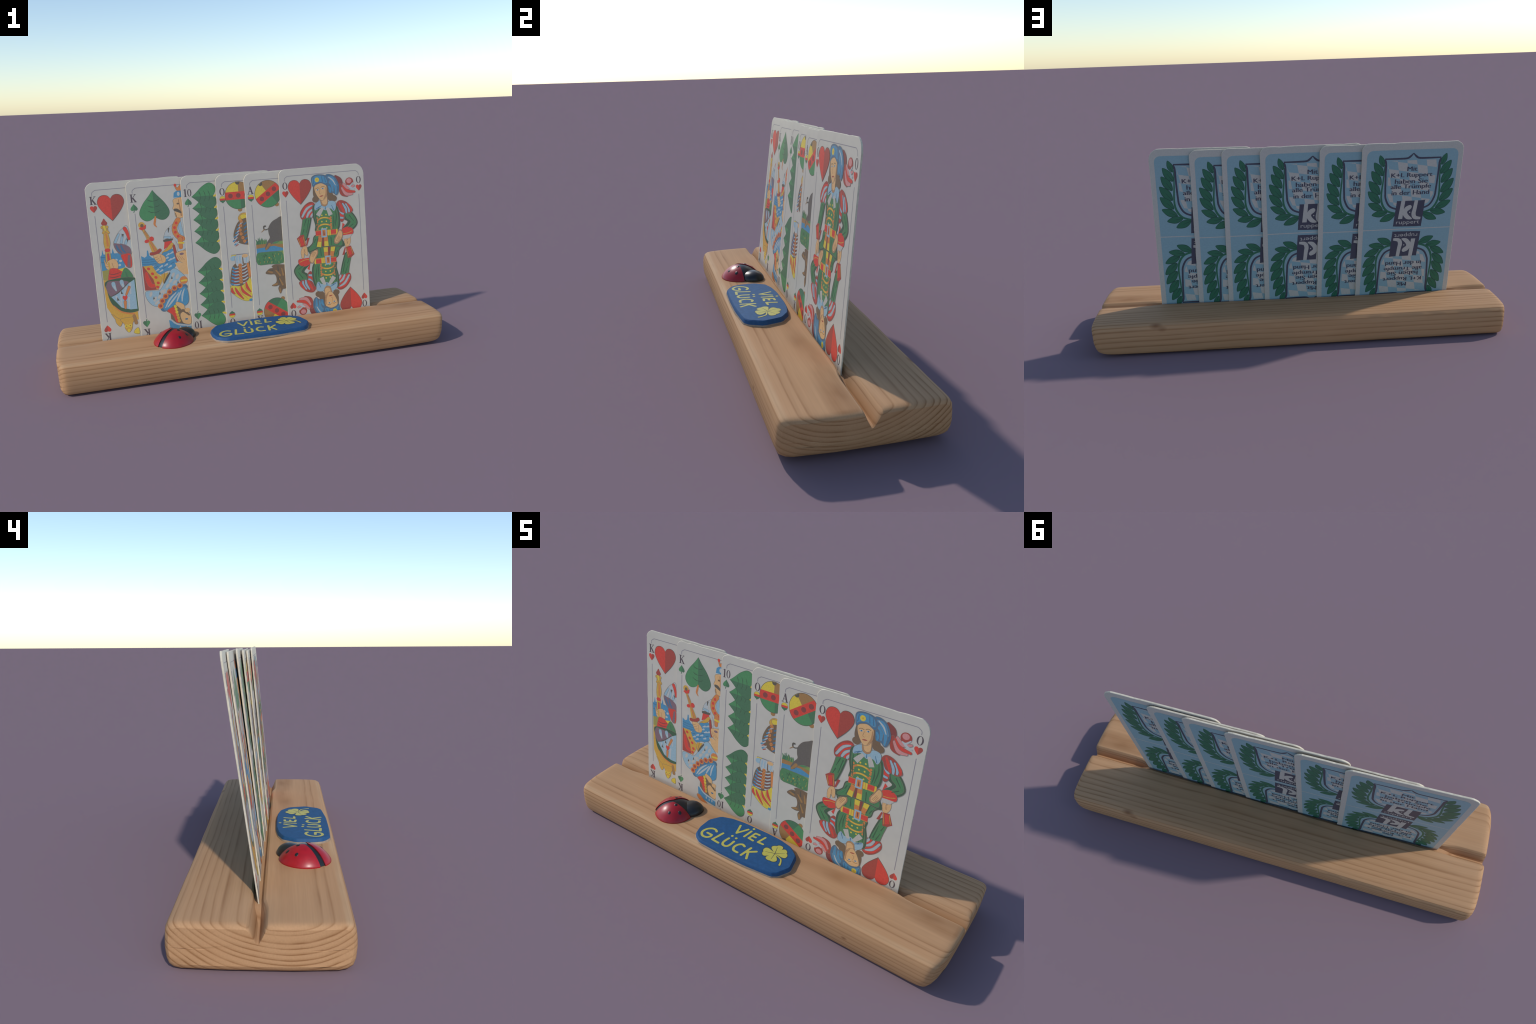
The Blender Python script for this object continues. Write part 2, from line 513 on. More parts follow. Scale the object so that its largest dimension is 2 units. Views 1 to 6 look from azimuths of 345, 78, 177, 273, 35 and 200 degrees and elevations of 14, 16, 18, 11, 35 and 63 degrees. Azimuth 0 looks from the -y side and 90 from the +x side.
# ------------------------------------------------------------------ the six fronts
def ober_of_hearts(s):
    """full figure in green doublet, half-turn symmetric"""
    corners(s, "O", "heart")
    for turned in (True, False):
        s.turned = turned
        s.group = "suit_symbol"
        heart(s, 13.1, 6.9, 15.2, 15.4, "dark", "dark")
        heart(s, 13.1, 7.15, 14.8, 14.7, "red", "deep_red")
        s.group = "printed_figure"
        # curling feather
        s.limb([(37.0, 7.0), (39.5, 9.5), (40.0, 13.5), (40.5, 17.0)], [1.6, 3.0, 3.2, 2.4], ink("maroon"))
        for (a, b, c, w, k) in (((40.0, 12.5), (40.8, 17.5), (44.0, 19.3), 2.6, "deep_red"), ((41.0, 14.5), (43.5, 18.3), (47.5, 18.6), 2.0, "pink"),
                                ((41.5, 13.0), (44.5, 16.5), (49.2, 17.4), 1.9, "red"), ((42.0, 12.0), (45.0, 14.6), (49.0, 13.6), 1.8, "pink"),
                                ((44.5, 12.5), (46.8, 14.8), (49.4, 15.6), 1.3, "ice")):
            s.limb([a, b, c], [w * 0.7, w, w * 0.6], ink(k))
        s.ellipse(46.0, 10.9, 2.7, 2.6, ink("deep_red"))
        s.ellipse(45.8, 10.3, 1.7, 1.5, ink("pink"))
        s.limb([(44.6, 13.2), (46.2, 13.6), (48.3, 11.8)], [0.7, 0.9, 0.6], ink("ice"))
        # legs of the coat down to the middle line
        s.blob([(21.8, 42.0), (19.0, 47.0), (15.4, 50.2), (16.8, 52.3), (21.0, 51.2), (24.0, 50.3), (33.5, 50.4), (38.5, 51.2), (40.6, 50.3), (39.2, 46.8), (36.4, 42.4)], ink("dark_green"))
        s.blob([(22.2, 42.6), (19.6, 47.2), (16.6, 50.3), (18.0, 51.4), (23.5, 49.8), (33.5, 49.9), (38.6, 50.2), (38.4, 46.5), (36.0, 42.8)], ink("green"))
        for x0, x1 in ((24.6, 23.2), (28.2, 28.3)):
            s.limb([(x0, 43.2), ((x0 + x1) / 2, 46.5), (x1, 49.8)], [2.4, 2.7, 3.0], ink("orange"), caps=False)
            s.limb([((x0 + x1) / 2, 46.6), (x1, 49.8)], [2.3, 2.9], ink("yellow"), caps=False)
        s.limb([(26.4, 43.4), (26.0, 49.6)], [1.0, 1.6], ink("maroon"), caps=False)
        # sleeves of the hanging and the bent arm
        s.limb([(16.9, 29.5), (15.4, 36.5), (13.6, 42.6)], [5.8, 5.4, 5.0], ink("dark_green"))
        s.limb([(16.7, 29.5), (15.0, 36.5), (13.3, 42.4)], [4.6, 4.3, 3.9], ink("green"))
        s.blob([(41.5, 29.5), (46.5, 30.0), (50.2, 36.8), (46.0, 41.6), (39.6, 42.2), (39.3, 40.3), (43.5, 36.0), (41.0, 33.6)], ink("dark_green"))
        s.blob([(42.4, 30.2), (46.2, 31.0), (49.4, 36.8), (45.6, 40.4), (41.5, 41.0), (45.6, 36.2), (42.8, 33.2)], ink("green"))
        s.blob([(39.2, 40.6), (43.0, 39.0), (46.4, 40.6), (46.6, 43.6), (42.6, 44.2), (39.4, 44.0)], ink("red"))
        s.limb([(39.6, 43.2), (43.0, 43.0), (46.0, 42.0)], 0.35, ink("gold"))
        s.poly([(39.2, 40.4), (40.0, 36.2), (41.4, 37.4)], ink("red"))
        s.poly([(39.0, 44.2), (46.0, 44.0), (44.0, 46.4), (40.0, 46.6)], ink("white"))
        # cuff and hanging hand
        s.blob([(13.4, 48.0), (11.3, 51.2), (11.6, 55.4), (12.9, 55.2), (13.3, 52.6), (14.4, 54.2), (15.5, 53.6), (15.2, 49.4)], ink("skin"))
        s.limb([(13.4, 50.4), (13.8, 52.6)], [0.6, 0.3], ink("skin_shade"))
        s.poly([(9.0, 43.0), (11.4, 41.2), (13.8, 41.0), (14.8, 48.2), (11.2, 48.7)], ink("deep_red"))
        s.poly([(10.6, 43.2), (12.6, 42.2), (13.6, 47.6), (11.7, 47.8)], ink("red"))
        s.line([(10.0, 43.2), (11.3, 47.9)], 0.3, ink("gold"))
        s.line([(13.2, 42.0), (14.3, 47.8)], 0.3, ink("gold"))
        s.poly([(15.8, 43.4), (17.4, 43.3), (15.4, 48.2), (14.8, 47.8)], ink("deep_red"))
        # puffed sleeves with slashes
        s.blob([(21.8, 22.3), (19.0, 21.3), (15.2, 23.4), (12.3, 27.6), (13.2, 31.3), (17.0, 30.6), (20.8, 30.6), (22.0, 26.0)], ink("deep_red"))
        for a, b, c in (((20.2, 23.4), (16.6, 25.4), (13.6, 29.8)), ((20.8, 25.8), (18.2, 27.6), (16.6, 30.2)), ((20.6, 28.2), (19.8, 29.2), (19.4, 30.3))):
            s.limb([a, b, c], [0.9, 1.5, 1.2], ink("pale_blue"))
            s.limb([a, b, c], [0.3, 0.7, 0.5], ink("white"))
        for a, b, c in (((20.8, 22.6), (16.4, 23.8), (13.2, 28.0)), ((20.8, 24.6), (17.4, 26.4), (15.0, 30.4)), ((20.9, 27.0), (19.0, 28.6), (18.0, 30.4))):
            s.limb([a, b, c], [0.7, 1.0, 0.8], ink("red"))
        s.blob([(36.3, 24.6), (38.8, 22.0), (43.5, 23.6), (47.4, 28.6), (45.0, 30.6), (41.6, 30.4), (41.4, 33.6), (39.2, 35.4), (36.2, 30.6)], ink("deep_red"))
        for a, b, c in (((36.9, 26.0), (38.2, 29.4), (40.8, 30.6)), ((36.8, 30.0), (38.2, 32.4), (40.4, 33.2)), ((40.8, 24.2), (42.6, 27.4), (43.0, 30.0)), ((42.8, 24.6), (44.6, 27.0), (44.8, 29.6))):
            s.limb([a, b, c], [0.8, 1.4, 1.0], ink("pale_blue"))
        for a, b, c in (((38.6, 23.4), (40.0, 26.4), (41.4, 29.6)), ((37.0, 28.2), (38.6, 31.0), (40.8, 32.0)), ((44.0, 24.6), (46.0, 27.4), (46.4, 29.2))):
            s.limb([a, b, c], [0.9, 1.6, 1.0], ink("red"))
        # doublet
        s.blob([(21.4, 23.4), (20.6, 30.0), (21.8, 36.0), (21.8, 40.0), (29.0, 41.0), (36.4, 40.6), (38.4, 34.0), (36.6, 25.2), (29.0, 22.8)], ink("dark_green"))
        s.blob([(22.4, 24.0), (21.6, 30.0), (22.8, 36.0), (22.6, 40.0), (29.0, 41.0), (35.4, 40.4), (37.2, 34.0), (35.6, 26.0), (29.0, 23.4)], ink("green"))
        for v in (32.2, 36.4):
            s.limb([(23.2, v + 1.0), (25.4, v - 0.2), (27.8, v - 0.5), (30.4, v), (32.4, v + 1.2)], 1.0, ink("orange"))
            s.limb([(25.2, v - 0.2), (27.8, v - 0.5), (30.2, v)], 0.55, ink("yellow"))
            for x, y in ((23.0, v - 0.6), (23.2, v + 2.0), (32.2, v - 0.2), (32.2, v + 2.3)):
                s.ellipse(x, y, 0.65, 0.65, ink("orange"), n=12)
            for x in (26.2, 29.2):
                s.ellipse(x, v + 1.9, 0.5, 0.5, ink("yellow"), n=12)
        s.ellipse(26.4, 30.2, 0.5, 0.5, ink("yellow"), n=12)
        s.ellipse(29.2, 30.0, 0.5, 0.5, ink("yellow"), n=12)
        # folds of the green cloth
        for a, b, c in (((22.6, 27.0), (22.4, 31.0), (23.4, 38.6)), ((35.6, 28.0), (36.0, 32.0), (34.6, 38.8)), ((34.0, 31.0), (34.2, 35.0), (33.4, 39.0)), ((24.2, 25.2), (24.6, 28.0), (24.0, 30.0))):
            s.limb([a, b, c], [0.3, 0.7, 0.25], ink("dark_green"), caps=False)
        for a, b in (((17.6, 32.0), (15.6, 40.0)), ((16.0, 31.6), (14.2, 36.0)), ((14.2, 37.6), (12.8, 40.8)), ((21.4, 44.6), (18.8, 49.4)), ((23.0, 44.2), (21.2, 49.6)), ((31.6, 44.4), (31.8, 49.6)), ((34.2, 44.2), (36.4, 49.8)), ((44.6, 31.6), (47.6, 36.0)), ((47.2, 37.6), (43.6, 39.8))):
            s.limb([a, b], [0.55, 0.25], ink("dark_green"), caps=False)
        for a, b in (((18.2, 33.0), (16.6, 37.6)), ((46.0, 32.0), (48.4, 35.8)), ((20.4, 47.0), (18.4, 50.0)), ((27.0, 27.6), (26.6, 29.4))):
            s.limb([a, b], [0.7, 0.3], ink("leaf_green"), caps=False)
        # belt and buckle
        s.poly([(21.6, 39.3), (36.5, 39.8), (36.5, 43.2), (21.6, 42.8)], ink("orange"))
        for x0, x1 in ((21.6, 25.2), (31.8, 35.4)):
            s.poly([(x0, 39.8), (x1, 39.9), (x1, 42.4), (x0, 42.4)], ink("red"))
        for x in (30.0, 31.2, 35.8):
            s.line([(x, 39.6), (x, 43.2)], 0.9, ink("yellow"))
        s.poly([(25.3, 38.4), (29.0, 38.4), (29.0, 44.1), (25.3, 44.1)], ink("pale_blue"))
        s.poly([(26.1, 39.3), (28.2, 39.3), (28.2, 43.2), (26.1, 43.2)], ink("orange"))
        s.limb([(27.1, 40.4), (27.2, 42.4)], [0.5, 0.8], ink("maroon"))
        # resting hand
        s.blob([(37.6, 40.4), (39.6, 42.0), (39.2, 45.4), (36.6, 48.6), (34.2, 48.8), (33.6, 46.6), (35.2, 43.8)], ink("skin_shade"))
        s.blob([(37.6, 40.8), (39.2, 42.2), (38.8, 45.2), (36.4, 48.0), (34.6, 48.2), (34.2, 46.6), (35.6, 44.0)], ink("skin"))
        for d in (0.0, 1.1, 2.2):
            s.limb([(36.9 + d * 0.5, 44.2 + d * 0.3), (35.0 + d * 0.7, 47.2 + d * 0.2)], [0.25, 0.35], ink("skin_shade"))
        # hair, neck, collar, face
        s.limb([(22.8, 12.5), (22.8, 16.5), (23.8, 19.6)], [1.8, 2.4, 2.6], ink("hair"))
        s.ellipse(22.9, 19.8, 2.2, 1.9, ink("hair"), turn=-20)
        s.limb([(31.0, 11.5), (31.6, 16.0), (33.2, 19.6)], [2.4, 3.6, 4.2], ink("hair"))
        s.ellipse(34.6, 20.2, 2.5, 2.0, ink("hair"), turn=10)
        s.blob([(25.8, 21.0), (22.3, 23.2), (22.2, 26.6), (26.0, 25.4), (29.0, 27.2), (32.4, 26.4), (34.6, 28.2), (36.0, 26.0), (35.6, 22.6), (32.0, 21.8), (29.0, 23.8)], ink("pale_blue"))
        for a, b in (((25.2, 24.6), (22.8, 26.0)), ((33.2, 24.4), (34.4, 27.4)), ((29.0, 24.2), (29.0, 26.6)), ((26.6, 24.0), (24.2, 25.6))):
            s.limb([a, b], [0.3, 0.5], ink("deep_blue"))
        s.limb([(28.2, 18.5), (28.6, 22.4)], [5.2, 4.6], ink("skin_shade"))
        s.limb([(28.4, 19.5), (28.8, 22.0)], [4.2, 3.6], ink("skin"))
        s.limb([(27.4, 25.6), (25.4, 28.0), (23.8, 30.2)], [1.6, 2.6, 3.0], ink("white"), caps=False)
        s.limb([(30.2, 25.8), (31.4, 28.2), (32.3, 30.6)], [1.6, 2.5, 2.9], ink("white"), caps=False)
        s.blob([(22.6, 12.2), (24.6, 10.8), (28.6, 10.2), (30.6, 12.6), (30.6, 16.6), (29.4, 19.6), (27.2, 20.9), (25.2, 19.4), (23.2, 15.8)], ink("skin"))
        s.limb([(30.2, 13.0), (30.2, 17.0), (28.4, 20.2)], [0.5, 1.1, 0.4], ink("skin_shade"))
        for x, y in ((24.6, 14.2), (28.0, 13.6)):
            s.ellipse(x, y, 0.85, 0.42, ink("ice"), turn=-8, n=16)
            s.ellipse(x + 0.1, y, 0.42, 0.42, ink("deep_blue"), n=12)
            s.limb([(x - 1.2, y - 0.7), (x, y - 1.2), (x + 1.3, y - 0.9)], 0.28, ink("hair"))
        s.limb([(26.2, 14.2), (25.7, 16.4), (26.6, 16.9)], 0.3, ink("skin_shade"))
        s.limb([(25.8, 18.4), (26.9, 18.2), (28.1, 18.1)], [0.3, 0.7, 0.3], ink("deep_red"))
        # beret with blue plume
        s.blob([(30.2, 6.2), (33.0, 5.3), (36.6, 7.4), (38.9, 12.4), (38.4, 16.6), (36.8, 18.4), (34.8, 16.8), (32.2, 16.4), (31.4, 12.6)], ink("deep_blue"))
        for a, b, c, w in (((31.4, 7.2), (34.8, 7.6), (37.6, 12.6), 1.5), ((31.8, 9.8), (34.2, 11.2), (34.6, 15.6), 1.8), ((33.4, 9.0), (36.4, 12.4), (36.6, 17.4), 1.7), ((32.2, 12.8), (33.0, 14.4), (32.8, 16.2), 1.3)):
            s.limb([a, b, c], [w * 0.7, w, w * 0.6], ink("blue"))
        s.limb([(32.4, 7.0), (35.0, 9.2), (36.6, 12.2)], [0.6, 0.9, 0.4], ink("ice"))
        s.blob([(20.9, 7.4), (22.4, 5.4), (26.2, 4.9), (30.4, 6.0), (32.2, 9.6), (31.0, 11.8), (27.4, 10.2), (24.0, 10.6), (21.8, 12.2)], ink("deep_blue"))
        s.blob([(21.5, 7.6), (22.8, 6.0), (26.2, 5.5), (29.8, 6.6), (31.2, 9.6), (30.2, 10.6), (27.0, 9.4), (23.6, 9.9), (22.0, 11.0)], ink("blue"))
        for a, b in (((27.6, 5.8), (28.2, 9.2)), ((29.6, 6.6), (30.2, 9.8)), ((22.6, 6.6), (22.2, 10.0))):
            s.limb([a, b], [0.4, 0.6], ink("deep_blue"))
        s.ellipse(24.6, 8.0, 1.45, 1.45, ink("yellow"), n=16)
        s.ellipse(24.6, 8.0, 0.5, 0.5, ink("gold"), n=10)
    s.turned = False


def ace_of_bells(s):
    corners(s, "A", "bell")
    s.group = "suit_symbol"
    for turned in (True, False):
        s.turned = turned
        bell(s, 14.5, 13.1, 8.1, -34.5)
        bell(s, 41.3, 14.0, 8.1, 34.5)
    s.turned = False
    s.group = "printed_figure"
    # river bank
    s.poly([(4.7, 43.0), (9.0, 42.6), (14.0, 43.0), (22.0, 40.5), (50.0, 41.5), (51.0, 56.5), (22.0, 56.4), (4.9, 55.6)], ink("grass"))
    s.poly([(4.7, 43.4), (12.0, 43.2), (20.0, 44.6), (51.0, 44.0), (51.0, 47.0), (22.0, 48.2), (15.0, 45.6), (4.7, 46.0)], ink("brown"))
    s.poly([(4.7, 45.9), (10.0, 45.6), (16.0, 45.2), (22.5, 47.4), (50.0, 47.0), (50.0, 49.0), (16.0, 48.6), (4.7, 49.0)], ink("blue"))
    s.blob([(4.8, 49.2), (10.0, 48.6), (20.5, 49.6), (21.0, 56.3), (12.0, 56.2), (4.9, 55.6)], ink("green"), n=3)
    rnd = random.Random(3)
    for i in range(46):
        u, v = rnd.uniform(5.2, 20.5), rnd.uniform(49.6, 55.2)
        s.limb([(u, v), (u + rnd.uniform(-0.5, 0.5), v + 1.2)], [0.5, 0.25], ink(rnd.choice(("grass", "olive", "leaf_shade", "dark_green"))), caps=False)
    for i in range(16):
        u = 4.9 + i * 0.42
        s.limb([(u, 43.4), (u + 0.2, 41.6), (u + rnd.uniform(-0.5, 0.9), 40.2 - 1.4 * math.exp(-((i - 4) / 4) ** 2) + rnd.uniform(0, 1))], [0.5, 0.4, 0.15], ink(rnd.choice(("green", "grass", "leaf_shade"))), caps=False)
    s.limb([(12.0, 43.0), (17.0, 43.0), (21.0, 41.0)], [0.4, 1.6, 1.2], ink("leaf_green"))
    # hunted boar
    s.blob([(22.5, 27.6), (19.0, 28.8), (15.6, 30.6), (13.3, 34.0), (13.3, 37.4), (13.8, 40.0), (11.6, 43.0), (10.2, 46.4), (12.2, 46.6), (14.8, 43.6), (19.0, 42.4), (30.0, 43.0), (40.0, 40.0), (42.0, 33.0), (34.0, 28.0)], ink("boar"))
    s.limb([(13.2, 44.0), (10.8, 46.8)], [1.8, 1.0], ink("brown"))
    s.limb([(13.4, 34.2), (11.8, 34.8), (10.4, 34.4), (10.4, 32.8), (11.4, 32.6)], [0.5, 0.6, 0.7, 0.9, 0.9], ink("dark"))
    s.limb([(10.6, 34.6), (8.7, 36.0)], [0.5, 0.3], ink("brown"))
    # second, reversed animal
    s.blob([(9.4, 61.6), (11.8, 59.3), (14.4, 58.9), (13.6, 57.8), (16.0, 57.0), (21.5, 57.6), (32.0, 59.0), (32.0, 69.0), (22.0, 72.4), (19.6, 72.8), (18.0, 75.4), (16.9, 72.2), (17.8, 70.0), (15.4, 70.4), (12.8, 69.8), (15.6, 68.4), (16.2, 66.0), (15.2, 63.0), (12.2, 62.6)], ink("hair"))
    for a, b in (((11.0, 60.8), (13.4, 61.6)), ((16.0, 60.6), (18.6, 64.0)), ((18.0, 66.0), (19.8, 70.0)), ((19.8, 59.8), (20.6, 64.0)), ((13.6, 69.6), (16.0, 69.2)), ((17.8, 72.0), (18.0, 74.4))):
        s.limb([a, b], [0.7, 1.1], ink("brown"))
    for a, b in (((17.0, 65.0), (18.0, 68.6)), ((17.4, 58.2), (17.6, 61.0)), ((12.4, 60.0), (14.0, 60.4))):
        s.limb([a, b], [0.6, 0.8], ink("dark"))
    s.ellipse(12.4, 52.2, 0.6, 0.4, ink("gold"), n=10)


def ober_of_bells(s):
    corners(s, "O", "bell")
    s.group = "suit_symbol"
    for turned in (True, False):
        s.turned = turned
        bell(s, 13.5, 13.0, 8.1, 0)
    s.turned = False
    s.group = "printed_figure"
    # plumed arm and striped sleeve of the upper half
    s.blob([(12.4, 26.2), (14.6, 24.0), (18.0, 24.4), (18.4, 28.4), (13.2, 28.4)], ink("gold"))
    s.blob([(13.6, 25.6), (15.4, 24.6), (17.6, 25.4), (17.2, 27.4), (14.4, 27.2)], ink("yellow"))
    s.blob([(13.4, 28.2), (9.8, 33.0), (8.7, 38.2), (11.0, 41.2), (15.8, 43.0), (20.0, 42.0), (21.0, 28.0)], ink("hair"))
    for i in range(6):
        v = 29.6 + 2.3 * i
        u = 13.0 - 1.0 * min(i, 4) + (0.8 if i == 5 else 0)
        s.limb([(u - 0.9, v + 1.6), (u + 0.6, v + 0.6), (u + 1.6, v - 0.4)], [0.8, 0.9, 0.5], ink("blue"))
        s.limb([(u + 0.2, v + 0.8), (u + 1.6, v - 0.3)], [0.6, 0.7], ink("ice"))
        s.limb([(u - 0.4, v + 2.4), (u + 1.2, v + 1.5)], [0.4, 0.5], ink("deep_red"))
        s.limb([(15.6, v + 1.2), (16.8, v + 0.4)], [0.9, 0.9], ink("deep_blue"))
    for u, v in ((13.9, 28.8), (13.4, 31.4), (12.9, 34.0), (13.3, 36.4), (14.2, 38.8), (15.2, 41.0)):
        s.ellipse(u, v, 0.95, 1.0, ink("orange"), n=14)
        s.ellipse(u, v, 0.4, 0.45, ink("brown"), n=10)
    s.line([(6.0, 48.6), (18.0, 48.6)], 0.25, ink("line"))
    # lower half figure: ruff, laced doublet, flame skirt
    s.limb([(6.2, 49.3), (9.0, 48.9)], [0.7, 0.5], ink("yellow"))
    s.ellipse(7.2, 50.8, 1.9, 1.5, ink("pale_blue"), turn=-15)
    s.blob([(6.9, 55.3), (4.9, 60.6), (4.7, 66.8), (9.9, 68.2), (14.0, 66.6), (17.5, 62.5), (17.5, 54.0), (12.0, 53.0)], ink("hair"))
    s.blob([(8.9, 49.3), (8.3, 53.0), (9.4, 56.0), (11.0, 54.6), (12.4, 55.6), (14.0, 54.4), (16.2, 55.0), (17.0, 50.0), (13.0, 49.2)], ink("ice"))
    for u in (9.6, 11.4, 13.4, 15.4):
        s.limb([(u, 50.2), (u - 0.2, 53.8)], [0.9, 0.6], ink("pale_blue"))
    s.limb([(13.0, 50.4), (13.2, 54.4)], [0.5, 0.8], ink("hair"))
    s.ellipse(14.6, 50.0, 1.9, 1.1, ink("skin"))
    for i in range(6):
        v = 56.4 + 2.0 * i
        u0 = 6.6 - 0.34 * i
        s.limb([(u0, v), (7.6, v + 0.9), (9.9, v + 0.7)], [1.0, 1.0, 0.7], ink("blue"))
        s.limb([(u0 + 1.6, v + 0.7), (9.8, v + 0.7)], [0.5, 0.6], ink("ice"))
        s.limb([(u0 + 0.1, v + 1.3), (7.6, v + 2.0), (10.0, v + 1.8)], [0.4, 0.5, 0.4], ink("deep_red"))
        s.limb([(12.2, v + 0.2), (13.6, v), (15.4, v - 1.0)], [0.7, 0.8, 0.7], ink("ice"))
        s.limb([(12.2, v + 1.2), (13.6, v + 1.0), (15.4, v)], [0.3, 0.4, 0.3], ink("maroon"))
    s.limb([(16.0, 55.2), (16.6, 60.0), (16.6, 63.0)], [1.4, 1.6, 1.2], ink("orange"))
    for i in range(6):
        s.ellipse(11.1 - 0.05 * i, 55.4 + 2.05 * i, 1.15, 1.05, ink("orange"), n=14)
        s.ellipse(11.1 - 0.05 * i, 55.4 + 2.05 * i, 0.5, 0.45, ink("brown"), n=10)
    s.blob([(4.7, 67.6), (4.3, 71.2), (9.8, 76.3), (14.1, 78.0), (16.8, 76.6), (17.6, 70.0), (16.8, 63.8), (14.6, 66.0), (10.5, 68.3)], ink("yellow"))
    for a, b, c in (((4.9, 69.0), (5.0, 71.0), (6.4, 72.6)), ((7.0, 69.2), (8.4, 72.2), (11.6, 76.4)), ((10.6, 68.6), (12.0, 72.0), (16.4, 75.6)), ((14.0, 66.4), (14.6, 69.6), (16.6, 72.6))):
        s.limb([a, b, c], [0.6, 1.5, 0.5], ink("red"))
    for a, b, c in (((9.6, 69.0), (10.4, 72.4), (14.4, 76.6)), ((12.8, 68.0), (13.6, 70.8), (16.6, 74.0))):
        s.limb([a, b, c], [0.3, 0.8, 0.3], ink("gold"))
    s.ellipse(16.2, 77.6, 1.0, 0.8, ink("blue"))


def ten_of_leaves(s):
    corners(s, "10", "leaf")
    s.group = "suit_symbol"
    for turned in (False, True):
        s.turned = turned
        for side in (-1, 1):
            for i in reversed(range(5)):
                tip = (6.0, 12.7 + 6.85 * i) if side < 0 else (50.0, 15.4 + 6.78 * i)
                leaf_pip(s, tip, 15.0, 14.6, 90 * side, *(("leaf_shade", "leaf_green") if side < 0 else ("leaf_green", "leaf_shade")))
                s.limb([(tip[0] - side * 13.4, tip[1] + 0.4), (tip[0] - side * 15.2, tip[1] - 0.2)], [0.9, 1.2], ink("yellow"))
    s.turned = False


def king_of_leaves(s):
    corners(s, "K", "leaf")
    s.group = "suit_symbol"
    for turned in (True, False):
        s.turned = turned
        leaf_pip(s, (15.2, 6.4), 17.2, 17.6, 0, "leaf_green", "leaf_shade")
        s.limb([(15.4, 22.0), (14.9, 24.4), (14.5, 26.4), (15.6, 28.0)], [0.9, 1.3, 1.1, 0.4], ink("orange"))
    s.turned = False
    s.group = "printed_figure"
    # town and water
    s.poly([(4.7, 44.0), (6.6, 45.2), (8.0, 44.4), (8.4, 41.2), (9.0, 41.2), (9.4, 44.2), (11.0, 45.8), (14.0, 47.0), (14.0, 50.6), (4.7, 50.4)], ink("blue"))
    for v in (46.4, 47.8, 49.2):
        s.line([(4.8, v), (8.5, v + 0.4), (13.0, v + 0.2)], 0.35, ink("deep_blue"))
    # crowned head in profile
    s.blob([(28.4, 4.4), (29.4, 7.4), (31.5, 8.2), (36.0, 8.2), (36.0, 5.0), (32.0, 4.6), (30.0, 6.2)], ink("orange"))
    s.ellipse(28.8, 4.6, 0.8, 0.9, ink("red"))
    s.poly([(27.1, 11.9), (27.6, 9.0), (29.0, 8.0), (38.0, 7.6), (39.0, 12.0)], ink("blue"))
    s.ellipse(30.2, 9.8, 0.8, 1.2, ink("ice"))
    s.line([(27.2, 12.0), (39.0, 12.2)], 0.5, ink("ice"))
    s.blob([(27.5, 12.6), (26.9, 16.0), (26.1, 18.2), (27.0, 19.4), (27.2, 22.4), (28.6, 23.8), (33.0, 23.6), (37.0, 20.0), (37.0, 12.4)], ink("skin"))
    s.limb([(29.9, 13.2), (30.4, 18.0), (30.8, 22.6)], [0.5, 0.8, 1.0], ink("skin_shade"))
    s.ellipse(29.4, 15.5, 0.8, 0.5, ink("hair"))
    s.limb([(27.2, 19.0), (28.6, 19.4), (30.6, 20.8)], [1.2, 1.6, 0.8], ink("dark"))
    s.limb([(27.4, 21.0), (27.8, 23.0)], [0.4, 0.5], ink("hair"))
    # ermine cape and chain of the upper half
    s.blob([(28.8, 25.0), (24.6, 27.6), (20.6, 31.0), (18.9, 35.0), (19.0, 37.0), (23.4, 36.8), (24.6, 35.2), (27.0, 40.0), (26.6, 43.4), (29.4, 43.4), (33.0, 40.0), (33.0, 25.0)], ink("ice"))
    s.limb([(19.2, 36.6), (21.0, 36.4), (23.8, 36.2)], [1.2, 1.6, 0.8], ink("dark"))
    s.limb([(19.6, 34.4), (22.6, 35.0)], [1.0, 1.4], ink("pale_blue"))
    s.limb([(22.4, 29.6), (22.0, 31.8)], [1.0, 0.4], ink("dark"))
    for a, b in (((24.0, 28.4), (23.0, 33.0)), ((25.0, 36.0), (26.4, 41.0)), ((24.4, 30.0), (24.2, 33.4))):
        s.limb([a, b], [0.8, 1.0], ink("white"))
    s.limb([(29.2, 25.8), (29.4, 30.0), (30.2, 34.5)], [1.4, 2.0, 1.6], ink("pale_blue"))
    s.limb([(28.4, 25.2), (26.2, 28.6), (26.0, 32.0), (27.6, 34.8), (30.0, 36.4)], 3.0, ink("orange"))
    for u, v in ((27.2, 26.8), (26.0, 29.4), (26.2, 32.2), (27.6, 34.8), (29.6, 36.2)):
        s.ellipse(u, v, 0.85, 0.9, ink("red"), n=12)
    s.limb([(28.6, 36.6), (28.6, 41.4)], [2.8, 2.2], ink("orange"))
    s.limb([(27.6, 38.6), (30.4, 39.0)], 1.1, ink("yellow"))
    # sleeves
    s.poly([(19.2, 37.2), (23.6, 37.0), (23.4, 39.0), (18.4, 41.6)], ink("red"))
    s.limb([(17.8, 43.8), (20.6, 42.0), (23.4, 39.2)], [1.6, 2.0, 2.0], ink("gold"))
    s.blob([(17.4, 43.8), (20.0, 43.0), (23.4, 42.0), (25.2, 46.0), (25.2, 50.0), (22.6, 53.8), (18.4, 54.6), (14.6, 56.0), (11.0, 52.2), (13.6, 49.4)], ink("blue"))
    rnd = random.Random(11)
    for u, v in ((20.2, 45.0), (22.6, 44.2), (21.2, 48.2), (23.2, 47.6), (18.6, 51.0), (20.8, 52.2), (15.6, 51.6), (13.2, 53.4), (15.4, 54.2), (19.4, 47.0)):
        s.limb([(u - 0.8, v + 0.4), (u + 0.8, v - 0.4)], [0.5, 1.1], ink("ice"))
